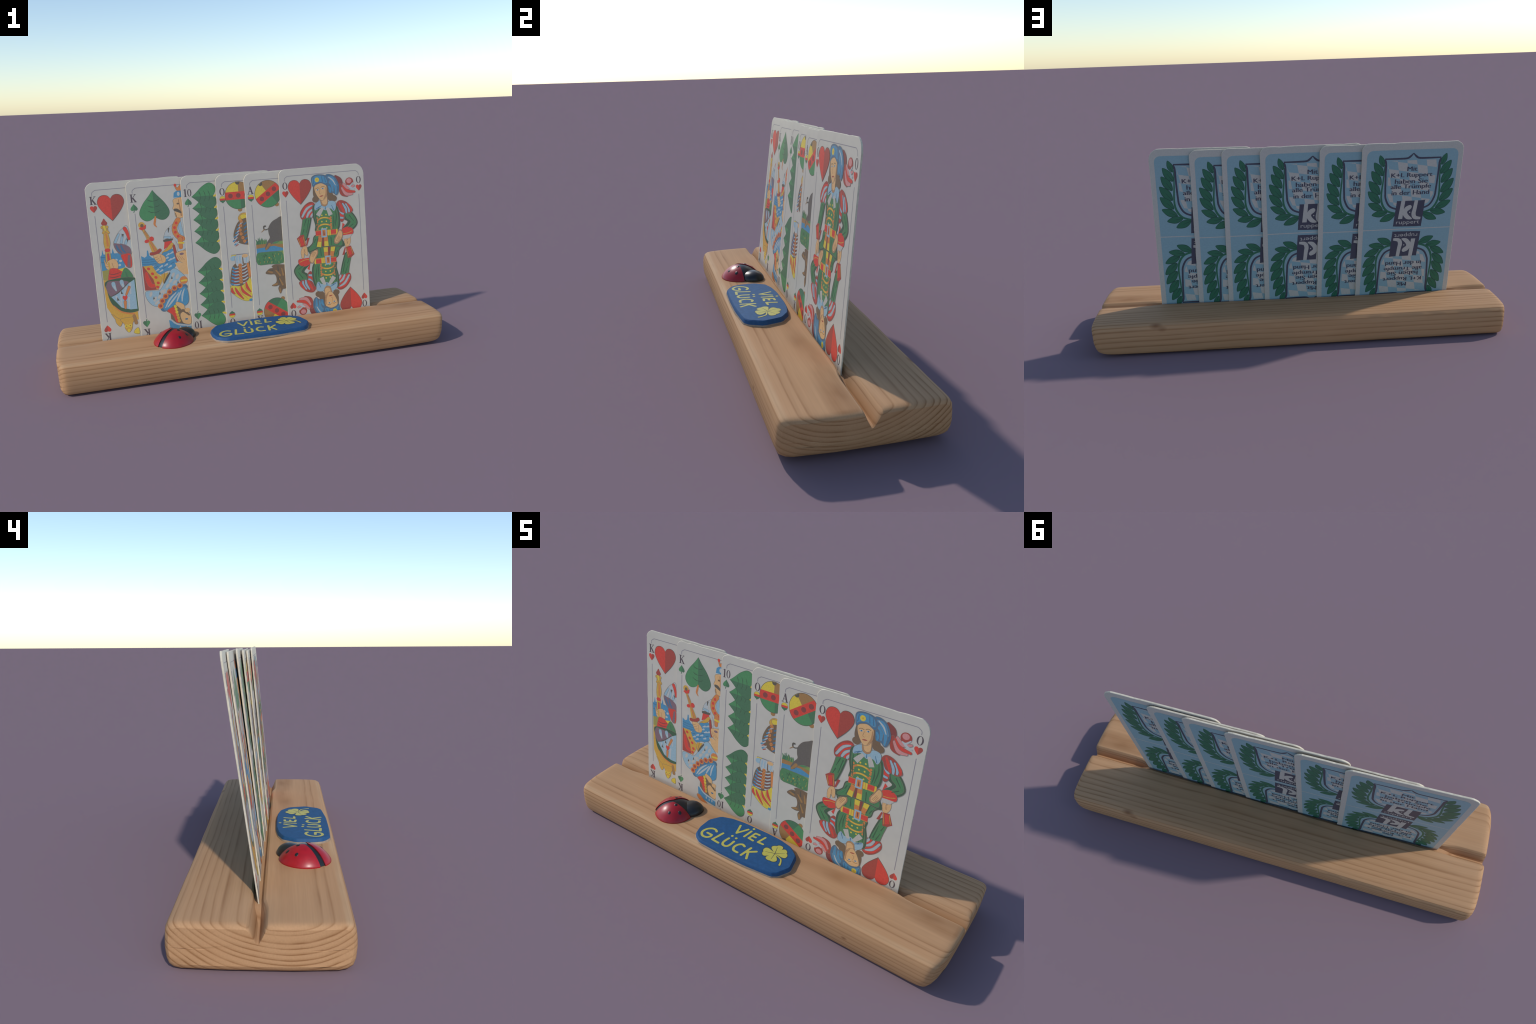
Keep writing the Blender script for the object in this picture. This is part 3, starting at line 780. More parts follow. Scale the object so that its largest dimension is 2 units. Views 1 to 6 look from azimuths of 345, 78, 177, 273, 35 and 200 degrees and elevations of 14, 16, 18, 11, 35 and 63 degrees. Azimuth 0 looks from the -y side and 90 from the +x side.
    for u, v in ((17.4, 52.6), (22.6, 50.2), (19.4, 49.4), (13.0, 51.6)):
        s.limb([(u - 0.9, v + 0.3), (u + 0.9, v - 0.4)], [0.4, 0.5], ink("deep_blue"))
    s.limb([(24.4, 40.0), (24.9, 44.0), (25.8, 49.0)], [1.2, 1.5, 1.3], ink("deep_red"))
    # sceptre held in the fist
    s.ellipse(6.9, 26.0, 1.9, 1.8, ink("gold"))
    s.ellipse(7.1, 26.4, 1.0, 1.1, ink("hair"))
    s.poly([(5.0, 28.0), (6.4, 27.0), (7.2, 27.4), (9.5, 25.8), (9.2, 28.0), (7.6, 29.6)], ink("red"))
    s.limb([(7.8, 29.4), (9.4, 32.6), (10.5, 35.6)], [1.3, 1.7, 2.0], ink("gold"))
    s.limb([(10.5, 35.6), (12.0, 39.4), (13.4, 43.0)], [1.8, 3.0, 3.9], ink("gold"), caps=False)
    s.limb([(8.2, 29.8), (10.8, 35.8), (13.8, 42.6)], [0.5, 0.7, 1.4], ink("orange"))
    s.ellipse(9.0, 35.7, 1.4, 1.0, ink("red"), turn=-15)
    s.ellipse(11.9, 34.6, 1.3, 1.4, ink("red"), turn=-15)
    s.limb([(10.8, 43.4), (13.6, 43.4), (16.0, 41.8)], [1.7, 1.9, 1.8], ink("deep_red"))
    s.blob([(11.8, 45.0), (13.2, 44.2), (15.8, 44.0), (18.6, 46.2), (18.5, 48.8), (16.4, 49.6), (14.2, 49.2)], ink("skin"))
    for a, b in (((12.4, 46.0), (14.2, 45.6)), ((13.2, 47.2), (15.0, 46.6)), ((14.0, 48.4), (15.6, 47.8)), ((16.0, 45.0), (16.6, 48.8))):
        s.limb([a, b], 0.3, ink("skin_shade"))
    # second hand and book
    s.blob([(25.2, 45.0), (27.0, 44.0), (31.5, 44.0), (31.5, 50.4), (27.8, 50.2), (25.8, 48.2)], ink("skin"))
    s.ellipse(28.6, 45.4, 1.3, 0.7, ink("purple"))
    for d in (0, 1.3, 2.6):
        s.limb([(25.9 + d, 46.2 + d * 0.4), (27.3 + d, 49.2)], 0.3, ink("skin_shade"))
    s.poly([(24.0, 50.3), (31.5, 50.8), (31.5, 58.0), (28.6, 57.6), (26.2, 55.0)], ink("skin"))
    # cloak of the lower half
    s.poly([(4.8, 50.2), (7.5, 50.4), (13.0, 65.0), (4.9, 64.6)], ink("deep_red"))
    s.limb([(6.6, 54.5), (7.2, 58.6), (8.6, 62.0), (11.0, 62.4)], [1.6, 2.6, 2.6, 1.8], ink("red"))
    s.poly([(5.4, 50.2), (10.4, 50.2), (13.0, 55.4), (15.4, 57.6), (15.2, 60.6), (12.6, 64.8), (11.6, 64.6), (10.4, 58.6)], ink("gold"))
    for u, v in ((8.2, 52.0), (10.2, 55.2), (12.0, 57.6), (13.0, 61.0), (12.4, 63.4)):
        s.ellipse(u, v, 1.0, 0.8, ink("red"), turn=30, n=14)
    s.poly([(15.2, 56.4), (19.6, 55.4), (18.0, 58.6), (15.8, 61.8)], ink("gold"))
    s.limb([(17.4, 55.8), (16.2, 60.6)], 0.4, ink("brown"))
    s.blob([(21.0, 54.6), (23.6, 53.6), (26.6, 56.0), (29.6, 60.0), (28.0, 63.2), (22.0, 64.6), (17.0, 68.0), (13.4, 73.0), (11.6, 75.0), (8.2, 73.8), (5.5, 70.0), (5.0, 65.8), (8.6, 65.2), (13.4, 65.6), (17.0, 61.0), (19.4, 57.4)], ink("pale_blue"))
    for u, v, a in ((22.2, 57.4, 60), (20.4, 60.6, 50), (18.4, 63.4, 45), (24.6, 58.6, 60), (22.8, 61.8, 40), (14.4, 66.6, 40), (16.0, 66.6, 60), (8.0, 67.2, 70), (10.2, 70.4, 60), (11.0, 72.6, 40), (13.0, 69.2, 50), (26.4, 61.0, 40)):
        s.ellipse(u, v, 1.7, 0.85, ink("white"), turn=-a, n=14)
    for u, v in ((24.6, 62.0), (18.8, 65.6), (9.4, 69.6), (13.2, 67.2), (21.2, 58.8)):
        s.poly([(u - 0.5, v + 0.9), (u + 0.6, v + 0.8), (u + 0.2, v - 1.0)], ink("dark"))
    s.limb([(20.4, 56.0), (18.4, 58.6), (16.6, 61.6)], [0.8, 1.2, 0.7], ink("dark"))
    s.limb([(28.6, 65.4), (24.0, 67.0), (19.0, 71.0), (15.0, 76.4)], [3.0, 4.8, 5.2, 4.4], ink("deep_blue"))
    s.blob([(29.0, 65.4), (22.6, 67.8), (17.0, 72.0), (14.4, 75.8), (16.2, 78.2), (22.0, 75.2), (26.6, 76.8), (30.0, 74.0)], ink("blue"))
    for a, b, c in (((22.8, 68.2), (18.8, 71.8), (15.8, 76.4)), ((24.6, 68.4), (20.6, 72.6), (17.2, 76.2)), ((28.0, 66.6), (26.6, 70.0), (26.0, 73.8)), ((26.2, 67.2), (24.4, 70.4), (22.8, 73.6))):
        s.limb([a, b, c], [0.5, 1.1, 0.6], ink("ice"))
    for u, v in ((25.6, 64.3), (22.2, 65.3), (19.1, 67.3), (16.5, 69.6), (14.3, 72.1), (13.0, 75.0)):
        s.ellipse(u, v, 1.7, 1.7, ink("orange"), n=18)
        s.ellipse(u, v, 0.95, 0.95, ink("deep_red"), n=14)
    s.ellipse(28.2, 61.2, 2.4, 2.3, ink("orange"))
    s.limb([(26.8, 61.6), (30.0, 61.4)], 1.0, ink("yellow"))
    # reversed head
    s.blob([(16.6, 78.4), (18.4, 80.4), (18.8, 84.6), (22.0, 87.0), (27.0, 88.6), (30.0, 86.0), (27.0, 78.0), (22.0, 76.0)], ink("hair"))
    s.blob([(16.8, 78.6), (19.0, 77.0), (21.4, 77.4), (22.6, 81.6), (23.4, 86.2), (21.4, 86.0), (19.6, 81.4)], ink("red"))
    for i in range(6):
        s.ellipse(21.6 + 0.3 * i, 76.4 + 1.8 * i, 0.9, 0.95, ink("yellow" if i < 3 else "gold"), n=12)
    s.limb([(23.0, 75.0), (25.4, 76.8), (26.0, 78.6)], [2.2, 3.0, 2.2], ink("skin"))
    s.blob([(24.2, 81.8), (26.0, 79.4), (27.6, 79.8), (30.0, 82.0), (30.0, 88.0), (26.0, 87.4), (24.6, 85.0)], ink("skin"))
    s.limb([(24.0, 80.4), (26.2, 79.6), (29.4, 82.6)], [1.4, 1.4, 0.8], ink("hair"))
    s.ellipse(28.6, 79.6, 1.6, 1.3, ink("skin"))
    s.ellipse(27.6, 85.0, 0.9, 0.5, ink("deep_blue"))
    s.poly([(17.0, 84.2), (18.6, 84.8), (21.0, 86.4), (30.0, 89.0), (30.0, 93.0), (22.0, 91.6), (17.4, 89.0)], ink("blue"))
    s.limb([(18.6, 84.4), (22.0, 87.4), (30.0, 89.4)], [0.9, 1.0, 0.9], ink("ice"))
    for u, v in ((23.4, 89.6), (25.6, 90.4), (27.6, 90.4)):
        s.ellipse(u, v, 0.45, 0.9, ink("ice"), n=12)
    s.blob([(16.4, 90.2), (18.4, 89.4), (21.6, 91.8), (24.0, 93.4), (19.0, 93.0)], ink("orange"))


def king_of_hearts(s):
    corners(s, "K", "heart")
    s.group = "suit_symbol"
    for turned in (True, False):
        s.turned = turned
        heart(s, 13.6, 7.4, 15.2, 15.4, "dark", "dark")
        heart(s, 13.6, 7.65, 14.8, 14.7, "red", "deep_red")
    s.turned = False
    s.group = "printed_figure"
    # distant town
    s.poly([(4.3, 42.4), (5.2, 41.6), (5.7, 38.6), (6.2, 41.4), (8.0, 41.6), (11.0, 41.2), (11.6, 38.4), (12.2, 41.4), (15.0, 41.6), (17.5, 43.4), (17.5, 52.0), (4.4, 51.0)], ink("blue"))
    for v in (43.0, 46.0):
        s.line([(4.4, v), (8.0, v + 0.3)], 0.4, ink("deep_blue"))
    for u, v in ((13.0, 45.4), (14.6, 48.6), (15.4, 46.2)):
        s.ellipse(u, v, 0.9, 0.7, ink("ice"), n=12)
    # ermine shoulder and cap
    s.blob([(21.5, 27.0), (18.0, 28.0), (15.0, 31.0), (12.6, 35.8), (14.0, 40.4), (16.6, 42.6), (22.5, 42.0)], ink("ice"))
    s.blob([(12.6, 36.0), (15.0, 36.2), (18.4, 37.0), (21.6, 39.4), (21.6, 43.6), (17.6, 43.2), (14.2, 40.6)], ink("purple"))
    for a, b, c in (((14.0, 37.0), (14.8, 39.4), (16.4, 41.6)), ((16.6, 37.2), (17.2, 39.6), (18.6, 41.6))):
        s.limb([a, b, c], [0.7, 1.2, 0.7], ink("deep_blue"))
    for a, b in (((13.6, 35.0), (16.0, 30.8)), ((17.0, 35.6), (18.0, 31.8)), ((19.4, 36.4), (20.6, 33.6))):
        s.limb([a, b], [1.4, 1.0], ink("pale_blue"))
    for u, v in ((18.2, 31.6), (20.6, 34.6)):
        s.poly([(u - 0.6, v - 1.0), (u + 0.8, v - 0.7), (u + 0.1, v + 1.3)], ink("dark"))
    s.limb([(19.8, 27.8), (20.8, 30.0), (21.6, 34.0)], [2.0, 1.8, 1.2], ink("red"))
    s.blob([(16.0, 43.2), (18.0, 42.6), (21.5, 43.0), (21.5, 50.0), (19.0, 50.4), (17.4, 47.4)], ink("red"))
    s.limb([(20.6, 44.0), (19.8, 50.0)], [1.2, 1.6], ink("purple"))
    # sceptre
    s.limb([(8.7, 38.0), (8.7, 45.0), (8.9, 51.0)], [2.2, 3.0, 2.6], ink("gold"))
    s.limb([(8.8, 41.6), (8.8, 46.0)], [1.0, 1.4], ink("red"))
    s.limb([(8.8, 27.2), (8.9, 30.0), (8.9, 34.6), (8.7, 38.0)], [3.0, 2.6, 3.6, 2.4], ink("gold"))
    s.limb([(9.0, 29.6), (9.2, 33.0), (9.2, 36.6)], [0.7, 1.1, 1.2], ink("orange"))
    s.limb([(7.4, 29.0), (8.9, 27.8), (10.6, 29.2)], [1.0, 1.7, 1.0], ink("gold"))
    s.limb([(7.2, 25.8), (9.9, 25.8)], 1.5, ink("gold"))
    s.limb([(8.2, 25.0), (8.8, 27.4)], [1.4, 1.2], ink("yellow"))
    s.ellipse(8.7, 39.2, 1.6, 1.1, ink("red"))
    s.poly(curve_through([(8.6, 20.8), (9.5, 22.2), (10.3, 23.4), (9.8, 24.6), (8.6, 24.8), (7.4, 24.6), (6.9, 23.4), (7.7, 22.2)]), ink("deep_red"))
    # fist, sleeve
    s.blob([(6.2, 44.2), (7.2, 46.6), (8.6, 45.4), (11.6, 44.6), (13.6, 47.0), (13.2, 50.4), (9.6, 51.0), (7.0, 49.6)], ink("skin"))
    s.limb([(8.6, 46.6), (8.9, 51.0)], 1.0, ink("gold"))
    for a, b in (((6.8, 46.6), (8.0, 47.4)), ((7.0, 48.4), (8.2, 48.8)), ((10.4, 46.8), (11.0, 49.6))):
        s.limb([a, b], 0.3, ink("skin_shade"))
    s.poly([(4.5, 50.9), (9.0, 50.4), (9.0, 57.0), (4.5, 57.6)], ink("olive"))
    s.blob([(9.2, 50.2), (12.6, 50.4), (15.9, 52.0), (15.2, 55.4), (14.0, 57.8), (9.6, 58.2), (7.4, 56.8), (8.0, 53.0)], ink("red"))
    for v in (53.0, 54.8, 56.6):
        s.limb([(8.2, v), (11.0, v + 0.6), (14.8, v - 0.2)], [0.3, 0.55, 0.3], ink("maroon"))
    s.poly([(13.6, 51.0), (18.0, 50.2), (17.0, 53.4)], ink("yellow"))
    s.blob([(17.9, 50.6), (21.2, 55.0), (21.2, 58.4), (18.2, 60.0), (14.6, 57.2), (15.4, 53.6)], ink("green"))
    s.limb([(17.6, 53.0), (18.6, 57.8)], [0.6, 1.0], ink("leaf_shade"))
    # carved gilt frame with the reversed figure
    s.poly([(4.5, 56.2), (4.5, 64.0), (4.8, 72.6), (7.0, 77.0), (9.4, 80.4), (13.0, 82.4), (22.0, 82.0), (22.0, 57.0), (7.0, 57.0)], ink("gold"))
    s.blob([(6.6, 57.0), (6.0, 63.0), (7.8, 70.6), (12.6, 75.8), (20.0, 77.2), (24.0, 74.0), (24.0, 58.0)], ink("dark_green"))
    s.blob([(6.8, 57.8), (10.0, 57.6), (17.0, 58.4), (18.4, 60.0), (14.0, 63.6), (10.4, 66.0), (7.4, 66.0), (5.7, 61.2)], ink("purple"))
    for u, v in ((9.8, 59.8), (14.6, 59.2)):
        s.limb([(u, v - 0.8), (u + 0.3, v + 0.8), (u + 1.2, v + 3.4)], [2.2, 2.0, 0.8], ink("pale_blue"))
        s.limb([(u + 0.3, v + 0.8), (u + 1.2, v + 3.4)], [0.9, 0.5], ink("ice"))
    s.poly([(7.8, 66.6), (12.0, 64.8), (18.6, 59.8), (22.0, 58.0), (22.0, 75.6), (18.0, 75.4), (13.0, 73.6)], ink("pale_blue"))
    for a, b in (((10.6, 66.8), (12.2, 70.6)), ((13.6, 64.4), (13.2, 71.4)), ((16.6, 62.0), (15.4, 66.6)), ((19.4, 60.0), (19.0, 66.0)), ((17.8, 68.4), (17.4, 74.4)), ((12.6, 71.0), (13.2, 73.0))):
        s.limb([a, b], [1.2, 0.8], ink("ice"))
    for u, v in ((13.9, 64.8), (11.4, 68.4), (18.2, 62.2)):
        s.poly([(u - 0.2, v - 1.3), (u + 0.9, v + 0.9), (u - 0.5, v + 0.8)], ink("dark"))
    s.limb([(8.0, 66.4), (12.4, 64.4), (18.4, 59.6)], [0.4, 0.6, 0.5], ink("dark"))
    s.limb([(18.6, 62.2), (16.6, 66.2)], [1.4, 1.1], ink("orange"))
    heart(s, 15.6, 66.8, 2.9, 3.4, "red", "red")
    s.limb([(15.4, 70.6), (15.2, 74.2)], [1.6, 1.0], ink("orange"))
    s.limb([(8.6, 72.0), (12.8, 76.2), (20.0, 78.4)], [0.5, 0.9, 0.8], ink("orange"))
    s.blob([(6.8, 76.6), (9.4, 79.0), (12.4, 81.6), (11.0, 84.6), (9.0, 82.2), (8.6, 80.0)], ink("gold"))
    s.blob([(11.8, 80.4), (20.4, 80.4), (18.4, 83.4), (17.6, 86.8), (15.6, 88.8), (13.8, 86.4), (13.6, 83.8)], ink("gold"))
    for u in (14.6, 16.8):
        s.ellipse(u, 85.0, 1.1, 1.0, ink("yellow"), n=14)
        s.ellipse(u, 85.0, 0.45, 0.4, ink("brown"), n=10)
    s.ellipse(15.7, 87.8, 0.8, 1.1, ink("yellow"), n=12)
    s.limb([(19.6, 79.6), (20.4, 83.8)], [1.6, 1.8], ink("brown"))
    s.blob([(18.6, 89.6), (19.6, 87.6), (21.4, 87.0), (21.6, 90.4)], ink("yellow"))


# ------------------------------------------------------------------ card backs
LAUREL = [((9.9, 6.6), (12.1, 12.8)), ((7.0, 10.6), (12.0, 17.8)), ((5.9, 15.3), (11.2, 23.0)), ((4.7, 21.0), (10.9, 28.6)),
          ((4.5, 26.9), (11.2, 33.6)), ((5.0, 33.9), (13.0, 37.8)), ((7.4, 40.8), (15.8, 39.4)), ((12.2, 44.6), (20.2, 41.0))]


def card_back(s):
    """pale blue panel, laurel wreath round a lozenge shield, lettering; half-turn symmetric"""
    blue, navy, leaf, dark, white = (MATS[k] for k in ("back_blue", "back_navy", "back_leaf", "back_leaf_shade", "back_white"))
    s.group = "back_panel"
    r = 3.4
    panel = []
    for cu, cv, a0 in ((53.2 - r, 3.9 + r, -90), (53.2 - r, 96.1 - r, 0), (2.8 + r, 96.1 - r, 90), (2.8 + r, 3.9 + r, 180)):
        panel += [(cu + r * math.cos(math.radians(a0 + 15 * i)), cv + r * math.sin(math.radians(a0 + 15 * i))) for i in range(7)]
    s.poly(panel, blue)
    s.line([(2.8, 50.0), (53.2, 50.0)], 0.5, white)
    mid = 28.3
    for turned in (False, True):
        s.turned = turned
        s.group = "shield"
        window = [(14.6, 9.8), (2 * mid - 14.6, 9.8), (2 * mid - 15.4, 29.5), (2 * mid - 17.6, 34.4), (2 * mid - 22.0, 36.4), (22.0, 36.4), (17.6, 34.4), (15.4, 29.5)]
        ax, ay, bx, by = 5.55, 0.95, 0.95, 4.85
        for i in range(-3, 7):
            for j in range(-3, 8):
                if (i + j) % 2:
                    continue
                o = (19.8 + i * ax + j * bx, 10.4 + i * ay + j * by)
                cell = clip_convex([o, (o[0] + ax, o[1] + ay), (o[0] + ax + bx, o[1] + ay + by), (o[0] + bx, o[1] + by)], window)
                if len(cell) >= 3:
                    s.poly(cell, white)
        for sd in (-1, 1):
            side = [(mid + sd * 15.6, 8.9), (mid + sd * 14.9, 11.0), (mid + sd * 14.7, 18.0), (mid + sd * 14.3, 27.0), (mid + sd * 13.8, 31.4), (mid + sd * 11.4, 35.8), (mid + sd * 7.0, 37.8), (mid + sd * 3.0, 38.2)]
            s.limb(side, [0.5, 1.1, 1.05, 1.05, 1.05, 1.05, 1.05, 1.05], navy, caps=False)
            s.limb([(mid + sd * 15.6, 8.7), (mid + sd * 8.0, 8.75), (mid + sd * 3.4, 8.6), (mid + sd * 1.6, 7.6), (mid, 5.9)], [0.8, 1.0, 1.05, 1.1, 0.5], navy, caps=False)
        s.group = "laurel_wreath"
        for sd in (-1, 1):
            def flip(p):
                return p if sd < 0 else (2 * mid - p[0], p[1])
            s.limb([flip(p) for p in ((12.8, 12.0), (12.5, 20.0), (11.9, 29.0), (12.8, 34.6), (16.0, 38.8), (22.0, 40.6))], [0.4, 0.8, 1.0, 1.2, 1.2, 1.0], leaf)
            for tip, root in LAUREL:
                dx, dy = root[0] - tip[0], root[1] - tip[1]
                nx, ny = -dy * 0.21, dx * 0.21
                shape = [(tip[0] + dx * t + nx * w, tip[1] + dy * t + ny * w) for t, w in ((0, 0), (0.25, 0.72), (0.55, 1.0), (0.85, 0.6), (1, 0), (0.85, -0.6), (0.55, -1.0), (0.25, -0.72))]
                rim = [(tip[0] + dx * (t * 1.06 - 0.03) + nx * w * 1.2, tip[1] + dy * (t * 1.06 - 0.03) + ny * w * 1.2) for t, w in ((0, 0), (0.25, 0.72), (0.55, 1.0), (0.85, 0.6), (1, 0), (0.85, -0.6), (0.55, -1.0), (0.25, -0.72))]
                s.blob([flip(p) for p in rim], dark, n=4)
                s.blob([flip(p) for p in shape], leaf, n=4)
                s.limb([flip((tip[0] + dx * 0.45, tip[1] + dy * 0.45)), flip(root)], [0.15, 0.45], dark, caps=False)
        s.group = "lettering"
        for words, cv, w, h in (("Mit", 14.6, 5.5, 2.5), ("K+L Ruppert", 18.4, 23.0, 3.1), ("haben Sie", 21.6, 18.4, 2.6), ("alle Trümpfe", 25.0, 22.6, 3.2), ("in der Hand", 28.2, 21.2, 2.6)):
            for shift in (-0.13, 0.0, 0.13):     # heavy type
                s.text(words, mid + shift, cv, w, h, navy, bold=0.0)
        s.group = "emblem"
        s.blob([(21.8, 33.0), (29.0, 32.9), (36.6, 33.1), (37.0, 34.0), (36.2, 47.6), (35.4, 48.6), (28.0, 48.5), (20.6, 48.2), (20.0, 47.0), (21.0, 34.0)], navy, n=4)
        # slanting k and l in white
        s.poly([(23.6, 32.9), (25.8, 32.9), (24.9, 43.8), (22.4, 43.8)], white)
        s.blob([(25.2, 38.6), (26.4, 36.6), (28.8, 35.6), (29.8, 36.6), (29.2, 38.0), (27.4, 39.6), (28.4, 41.6), (30.6, 44.0), (27.4, 44.0), (25.0, 41.2)], white, n=4)
        s.ellipse(28.9, 40.0, 0.75, 0.8, navy, n=14)
        s.ellipse(28.9, 40.0, 0.35, 0.4, white, n=10)
        s.limb([(32.2, 32.9), (31.6, 38.0), (31.2, 41.0), (32.2, 43.2), (35.4, 43.8)], [2.0, 2.2, 2.4, 2.2, 1.4], white, caps=False)
        s.text("ruppert", 28.2, 46.4, 13.4, 2.6, white, bold=0.0)
    s.turned = False


# ------------------------------------------------------------------ playing cards
MM = 0.00866
CARD_W, CARD_H, THICK = 56.0, 100.0, 0.0046
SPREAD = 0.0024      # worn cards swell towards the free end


def half_thick(v):
    return (THICK + SPREAD * (1 - v / CARD_H)) / 2


def card_mesh_data(seed, radii):
    """rounded rectangle with real thickness, paper-white faces and cream cut edges;
    the rim is a little worn and nicked, and no two corners are quite alike"""
    rnd = random.Random(seed)
    outline = []
    tr, br, bl, tl = radii
    for su, sv, r, a0 in ((1, -1, tr, -90), (1, 1, br, 0), (-1, 1, bl, 90), (-1, -1, tl, 180)):
        cu, cv = 28 + su * (28 - r), 50 + sv * (50 - r)
        arc = [(cu + r * math.cos(math.radians(a0 + 15 * i)), cv + r * math.sin(math.radians(a0 + 15 * i))) for i in range(7)]
        outline += [(u + rnd.uniform(-0.12, 0.12), v + rnd.uniform(-0.12, 0.12)) for u, v in arc]
        # on along the side to the next corner
        along = {-90: (0, 1), 0: (-1, 0), 90: (0, -1), 180: (1, 0)}[a0]
        nxt = {-90: br, 0: bl, 90: tl, 180: tr}[a0]
        length = (100 if along[0] == 0 else 56) - r - nxt
        steps = 24 if along[0] == 0 else 14
        for i in range(1, steps):
            d = length * i / steps
            wear = -0.14 * abs(noise.noise(Vector((seed * 3.1 + a0, i * 0.55, 0)))) - (0.22 if rnd.random() < 0.05 else 0)
            normal = {-90: (1, 0), 0: (0, 1), 90: (-1, 0), 180: (0, -1)}[a0]
            outline.append((arc[-1][0] + along[0] * d + normal[0] * wear, arc[-1][1] + along[1] * d + normal[1] * wear))
    n = len(outline)
    rim = 0.0012

    def loop(shrink, side, inward):
        out = []
        for u, v in outline:
            v = 50 + (v - 50) * (1 - shrink / (50 * MM))
            out.append(((u - 28) * MM * (1 - shrink / (28 * MM)), side * (half_thick(v) - inward), (CARD_H - v) * MM))
        return out
    verts = loop(rim, -1, 0) + loop(0, -1, rim) + loop(0, 1, rim) + loop(rim, 1, 0)
    faces = [tuple(reversed(range(n))), tuple(range(3 * n, 4 * n))]
    slots = [0, 2]
    for a in range(3):
        for i in range(n):
            j = (i + 1) % n
            faces.append((a * n + i, a * n + j, (a + 1) * n + j, (a + 1) * n + i))
            slots.append(1)
    return verts, faces, slots


def front_place(u, v, lift):
    return ((u - 28) * MM, -half_thick(v) - lift, (CARD_H - v) * MM)


def back_place(u, v, lift):
    return ((28 - u) * MM, half_thick(v) + lift, (CARD_H - v) * MM)


# middle surface of every card: left and right x at the top edge and at the board,
# top heights, and how far back the card leans at those four places
CARDS = [
    ("king of hearts", king_of_hearts, (-0.797, -0.306), (-0.786, -0.297), (0.927, 0.939), (0.125, 0.142), (0.0150, 0.0350)),
    ("king of leaves", king_of_leaves, (-0.598, -0.112), (-0.601, -0.106), (0.924, 0.938), (0.1225, 0.131), (0.0165, 0.0295)),
    ("ten of leaves", ten_of_leaves, (-0.320, 0.162), (-0.340, 0.140), (0.937, 0.939), (0.112, 0.122), (0.0172, 0.0255)),
    ("ober of bells", ober_of_bells, (-0.141, 0.338), (-0.142, 0.338), (0.929, 0.939), (0.101, 0.107), (0.0142, 0.0225)),
    ("ace of bells", ace_of_bells, (0.006, 0.489), (0.009, 0.494), (0.926, 0.939), (0.0935, 0.097), (0.0105, 0.0185)),
    ("ober of hearts", ober_of_hearts, (0.193, 0.675), (0.194, 0.683), (0.935, 0.951), (0.0845, 0.0865), (0.0075, 0.0135)),
]
LOOKS = {"king of hearts": "white playing card with a king and red heart", "king of leaves": "white playing card with a king and green leaf",
         "ten of leaves": "white playing card with ten green leaves", "ober of bells": "white playing card with striped figure and bell",
         "ace of bells": "white playing card with boar and coloured bells", "ober of hearts": "white playing card with officer in green doublet"}
BOARD_TOP = 0.150
back_meshes = None
CORNERS = [(4.0, 4.2, 4.2, 4.6), (4.4, 4.2, 4.2, 4.0), (4.2, 4.2, 4.2, 4.2), (4.0, 4.2, 4.2, 4.6), (4.3, 4.2, 4.2, 4.4), (6.0, 4.2, 4.2, 4.2)]
for number, (title, front, xt, xb, zt, yt, yb) in enumerate(CARDS):
    tl, tr = Vector((xt[0], yt[0], zt[0])), Vector((xt[1], yt[1], zt[1]))
    bl, br = Vector((xb[0], yb[0], BOARD_TOP)), Vector((xb[1], yb[1], BOARD_TOP))
    ax = ((tr - tl) + (br - bl)).normalized()
    up = ((tl - bl) + (tr - br)).normalized()
    up = (up - ax * up.dot(ax)).normalized()
    ay = up.cross(ax)
    centre_top = (tl + tr) / 2
    base = centre_top - up * CARD_H * MM
    body = card_mesh_data(number + 1, CORNERS[number])
    card = make_object("playing_card", *body[:2], [PAPER, PAPER_EDGE, MATS["back_white"]], body[2])
    card.matrix_world = Matrix(((ax.x, ay.x, up.x, base.x), (ax.y, ay.y, up.y, base.y), (ax.z, ay.z, up.z, base.z), (0, 0, 0, 1)))
    card["label"] = LOOKS[title]
    card["category"] = "playing card"
    s = Sheet(front_place, pivot=(28.0, 50.0), step=3.0e-6)
    front(s)
    s.build(card)
    if back_meshes is None:
        s = Sheet(back_place, pivot=(28.0, 50.0), step=3.0e-6)
        card_back(s)
        s.build(card)
        back_meshes = [c.data for c in card.children if c.data.name.split(".")[0] in ("back_panel", "shield", "laurel_wreath", "lettering", "emblem")]
    else:
        for me in back_meshes:
            ob = bpy.data.objects.new(me.name.split(".")[0], me)
            COLL.objects.link(ob)
            ob.parent = card

# ------------------------------------------------------------------ the holder
holder = bpy.data.objects.new("card_holder", None)
COLL.objects.link(holder)
holder["label"] = "pine block card holder with ladybird and blue good luck plaque"
holder["category"] = "card holder"

